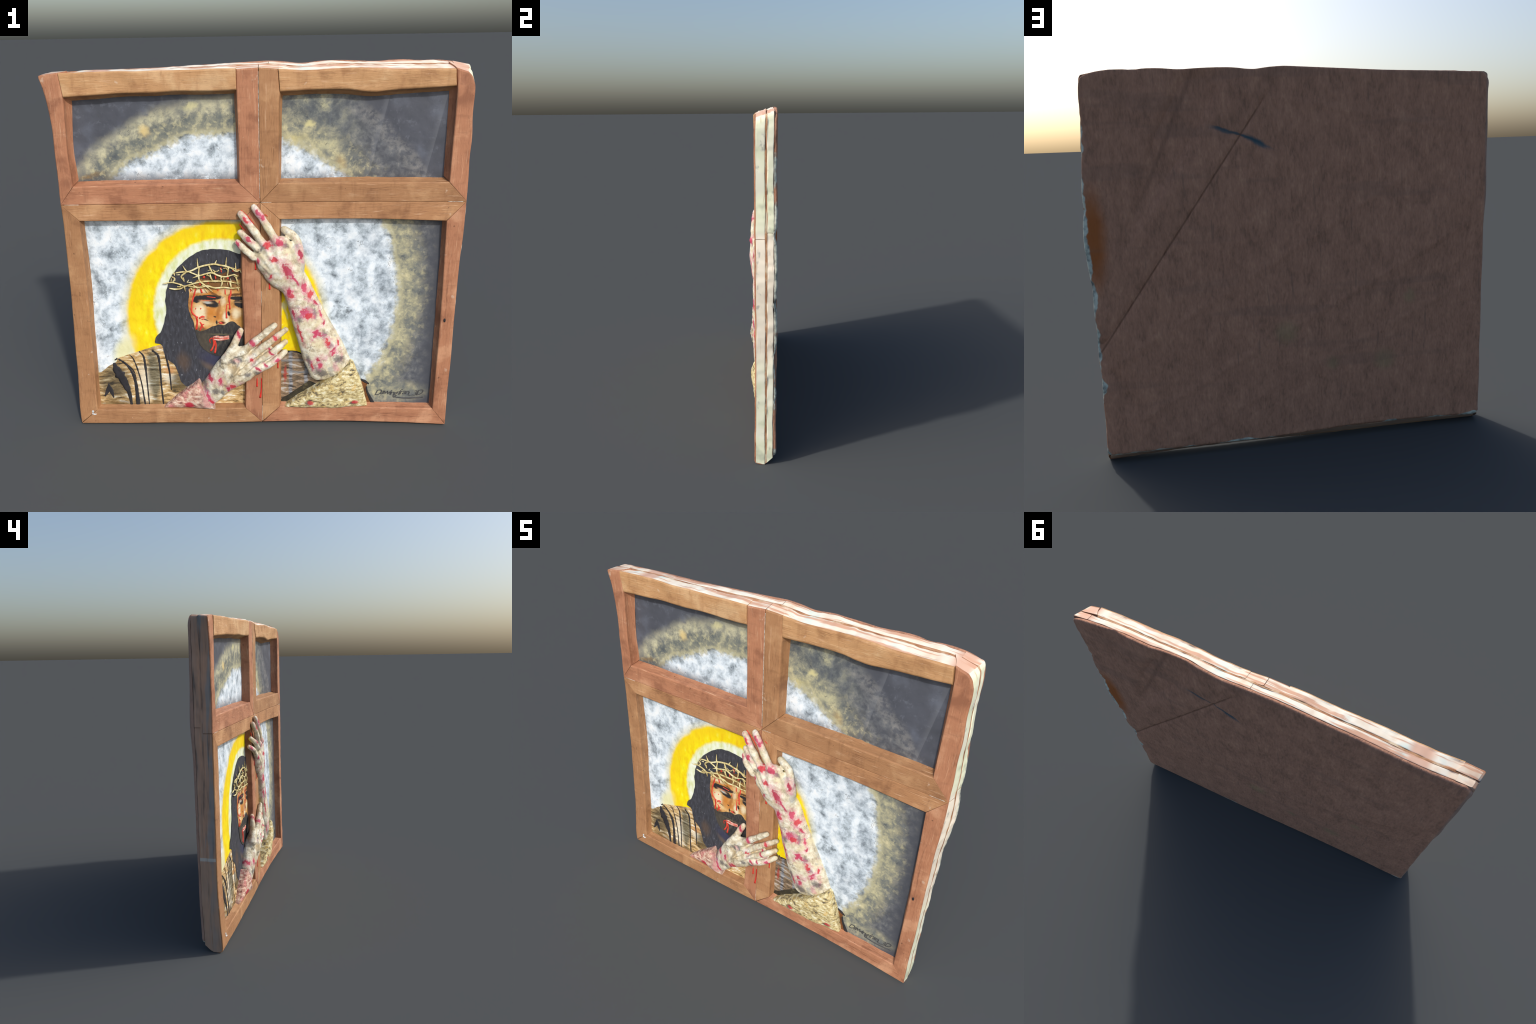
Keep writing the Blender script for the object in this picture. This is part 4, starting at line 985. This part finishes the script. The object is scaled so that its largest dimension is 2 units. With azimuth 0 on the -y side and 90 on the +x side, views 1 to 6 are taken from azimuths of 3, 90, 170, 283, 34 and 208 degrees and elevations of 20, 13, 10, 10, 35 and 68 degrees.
def build_arms():
    # ---- raised right-hand arm
    fy = -.047
    def finger(pts, ys, r):
        return loft([(x, y, z) for (x, z), y in zip(pts, ys)], r, [k * .92 for k in r], 14, 24, 2.)
    up = [
        finger([(.077, 1.050), (.023, 1.145), (-.030, 1.220)], (-.060, -.060, -.050), [.024, .0195, .0205, .0175, .0190, .0165]),
        finger([(.015, 1.035), (-.045, 1.125), (-.095, 1.187)], (-.060, -.059, -.048), [.023, .0190, .0205, .0175, .0190, .0165]),
        finger([(-.012, 1.012), (-.060, 1.057), (-.098, 1.088)], (-.058, -.056, -.034), [.021, .019, .019, .0185, .017]),
        finger([(-.035, .968), (-.081, 1.009), (-.113, 1.036)], (-.054, -.050, -.026), [.020, .0175, .0175, .017, .016]),
        finger([(.180, .940), (.188, 1.005), (.168, 1.060), (.115, 1.100)], (-.040, -.038, -.030, -.026), [.030, .024, .021, .021, .019]),
        loft([(.164, -.026, .810), (.118, -.036, .880), (.082, -.046, .960), (.046, -.050, 1.030)], [.070, .096, .110, .092], [.042, .040, .036, .024]),
        loft([(.185, -.030, .860), (.188, -.030, .950), (.180, -.032, 1.000)], [.030, .030, .022], [.03, .026, .02]),
        loft([(.156, -.020, .842), (.189, -.016, .768), (.217, -.013, .691), (.256, -.012, .587), (.301, -.010, .476), (.337, -.009, .388), (.360, -.009, .328)],
             [.070, .074, .082, .093, .105, .114, .114], [.046, .048, .050, .053, .055, .052, .046], 28, 40, 2.3, -.014)]
    me = fuse(up, .0042, 5)
    ridges = [([(.095, .90), (.085, .98), (.078, 1.06)], .005, .012), ([(.075, .90), (.045, .98), (.018, 1.045)], .005, .011), ([(.06, .90), (.015, .97), (-.02, 1.02)], .0045, .010), ([(.05, .89), (0, .94), (-.04, .975)], .004, .009), ([(.20, .88), (.21, .96), (.195, 1.01)], .003, .010)]
    grooves = [([(.050, 1.00), (.046, 1.040), (.040, 1.07)], .006, .010), ([(.005, .99), (-.005, 1.02), (-.012, 1.04)], .006, .009), ([(-.03, .965), (-.04, .985), (-.05, 1.00)], .005, .008), ([(.125, 1.03), (.150, .985), (.165, .93)], .007, .014), ([(.10, .80), (.16, .81), (.23, .83)], .003, .02),
               ([(-.03, 1.20), (-.02, 1.21), (-.01, 1.215)], .0, .01)]
    ax = np.array([.045, -.09]); ax = ax / np.linalg.norm(ax)
    co, faces, _ = finish_arm(me, SKIN_UP, ridges, grooves, lambda c: ['forearm' if (p[[0, 2]] - (.165, .815)) @ ax > 0 else 'hand' for p in c])
    # ---- lower arm, laid across the mullion
    low = [
        finger([(-.185, .395), (-.147, .473), (-.124, .525), (-.108, .560)], (-.050, -.048, -.042, -.036), [.034, .026, .021, .020, .017]),
        finger([(-.105, .440), (-.035, .509), (.068, .601)], (-.056, -.061, -.056), [.025, .0195, .0210, .0175, .0190, .0155]),
        finger([(-.065, .412), (.037, .502), (.124, .569)], (-.057, -.060, -.043), [.025, .0190, .0210, .0175, .0185, .0155]),
        finger([(-.030, .385), (.054, .450), (.123, .502)], (-.064, -.068, -.044), [.023, .0185, .0200, .0170, .0180, .015]),
        finger([(-.030, .340), (.054, .390), (.121, .441)], (-.064, -.066, -.040), [.022, .0175, .0190, .0165, .0170, .0145]),
        loft([(-.235, -.026, .245), (-.170, -.036, .315), (-.110, -.043, .365), (-.045, -.046, .405)], [.070, .088, .096, .080], [.042, .042, .038, .028], lean=-.012),
        loft([(-.195, -.040, .37), (-.150, -.046, .43), (-.11, -.05, .455)], [.03, .03, .02], [.036, .03, .022]),
        loft([(-.305, -.020, .150), (-.268, -.022, .200), (-.230, -.026, .250)], [.052, .066, .070], [.042, .044, .044], 28, lean=-.012),
        loft([(-.05, -.048, .385), (.01, -.046, .430), (.05, -.040, .462)], [.062, .062, .050], [.014, .011, .008])]
    me = fuse(low, .0042, 5)
    ridges = [([(-.185, .262), (-.132, .348), (-.092, .425)], .0085, .008), ([(-.150, .325), (-.072, .398), (-.02, .445)], .0085, .0075), ([(-.114, .328), (-.073, .353), (-.008, .415)], .0085, .0075), ([(-.207, .393), (-.141, .426), (-.093, .446)], .005, .008), ([(-.115, .290), (-.055, .344), (0, .37)], .004, .008)]
    grooves = [([(-.165, .345), (-.13, .39), (-.105, .42)], .004, .010), ([(-.115, .345), (-.075, .38), (-.04, .41)], .0045, .008), ([(-.085, .325), (-.04, .365), (0, .395)], .004, .008), ([(-.175, .31), (-.16, .36), (-.15, .40)], .003, .012)]
    bx = np.array([.06, .075]); bx = bx / np.linalg.norm(bx)
    co2, faces2, _ = finish_arm(me, SKIN_LOW, ridges, grooves, lambda c: ['hand' if (p[[0, 2]] - (-.235, .245)) @ bx > 0 else 'forearm' for p in c])
    # ---- cloth
    def cloth(name, outline, mat, height, lip, round_w, seed, tilt, base=PD + .004):
        def top(x, z, e):
            N = fbm(np.stack([x, z, 0 * x], 1), 45, 3, seed); N2 = fbm(np.stack([x, z, 0 * x], 1), 10, 2, seed + 3)
            k = np.clip(e / round_w, 0, 1)
            return -lip - (height - lip) * np.sqrt(1 - (1 - k) ** 2) + tilt(x, z) + .0016 * N + .004 * N2
        return patch(name, outline, top, base, .0055, [mat], rim=(.0012, .003), curved=False, rough=.002)
    cloth('sleeve_cuff', [(.122, .116), (.199, .174), (.282, .230), (.381, .305), (.462, .380), (.478, .372), (.500, .318), (.524, .256), (.543, .189), (.562, .112), (.51, .108), (.454, .113), (.36, .108), (.284, .114), (.2, .112)], CUFF_R, .036, .020, .024, 11., lambda x, z: .024 * smooth(.34, .57, x) + .018 * smooth(.26, .12, z))
    cloth('sleeve_cuff', [(-.535, .098), (-.478, .150), (-.424, .194), (-.37, .236), (-.336, .262), (-.328, .238), (-.305, .183), (-.279, .131), (-.252, .100), (-.34, .104), (-.44, .099)], CUFF_L, .030, .006, .05, 17., lambda x, z: .018 * smooth(-.30, -.42, x) + .008 * smooth(.2, .1, z))
    # ---- blood running over the wood
    for pts, w in (([(-.027, .935), (-.026, .895)], [.004, .010]), ([(.041, .838), (.043, .79)], [.005, .010]), ([(-.027, .285), (-.028, .235)], [.004, .010]), ([(-.004, .285), (-.006, .215), (-.012, .168)], [.004, .005, .011]), ([(.083, .385), (.083, .345)], [.006, .008]),
                   ([(-.092, 1.200), (-.062, 1.172), (-.03, 1.13)], [.004, .005, .003]), ([(-.102, 1.13), (-.085, 1.11), (-.07, 1.10)], [.004, .006, .003]), ([(.036, 1.17), (.022, 1.18)], [.003, .003])):
        ribbon('blood_drip', pts, w, BLOOD, on_wood, .0022)
    return (co, faces), (co2, faces2)

# ------------------------------------------------------------------ small fittings
def build_fittings():
    import bmesh
    def disc(name, x, z, rx, rz, h, mat):
        bm = bmesh.new(); bmesh.ops.create_uvsphere(bm, u_segments=14, v_segments=8, radius=1.)
        y = on_wood(x, z)
        for v in bm.verts: v.co = (x + v.co.x * rx, y + v.co.y * h, z + v.co.z * rz)
        me = bpy.data.meshes.new(name); bm.to_mesh(me); bm.free(); me.materials.append(mat)
        me.polygons.foreach_set("use_smooth", np.full(len(me.polygons), True))
        add_object(name, me)
    disc('nail_hole', .925, .622, .006, .011, .0016, BLACK)
    disc('nail_head', -.920, .082, .006, .008, .004, METAL)
    ribbon('nail_wire', [(-.925, .070), (-.910, .066), (-.902, .068)], [.005, .006, .004], METAL, on_wood, .005)
    # filler that lies in the joints between the four frames
    for pts, w in (([(-.0015, 1.84), (-.0015, 1.55), (-.001, 1.26)], [.0022, .003, .0022]), ([(-.95, 1.230), (-.88, 1.230)], [.003, .002]), ([(.004, 1.2385), (.055, 1.239)], [.004, .002]), ([(.89, 1.2385), (.96, 1.2385)], [.002, .004]), ([(.0005, .78), (.001, .70)], [.0016, .002]), ([(-.001, .12), (-.002, .03)], [.002, .002])):
        ribbon('joint_filler', pts, w, METAL_DULL, lambda x, z: on_wood(x, z) + .0008, .0006, ragged=.5)

JOINT = simple('worn_brown_joint', [(.35, C(160, 108, 76)), (.5, C(200, 148, 108)), (.65, C(228, 204, 172))], 12)
METAL_DULL = simple('pale_joint_filler', [(.4, C(176, 150, 128)), (.6, C(224, 214, 200))], 60)

# ------------------------------------------------------------------ assemble
ROOT = bpy.data.objects.new('window_relief_painting', None)
bpy.context.scene.collection.objects.link(ROOT)
ROOT['label'] = 'four-pane wooden window frame relief with painted bearded man and reaching arms'
ROOT['category'] = 'relief painting'
build_frames()
build_canvases()
build_back()
build_figure()
build_arms()
build_fittings()
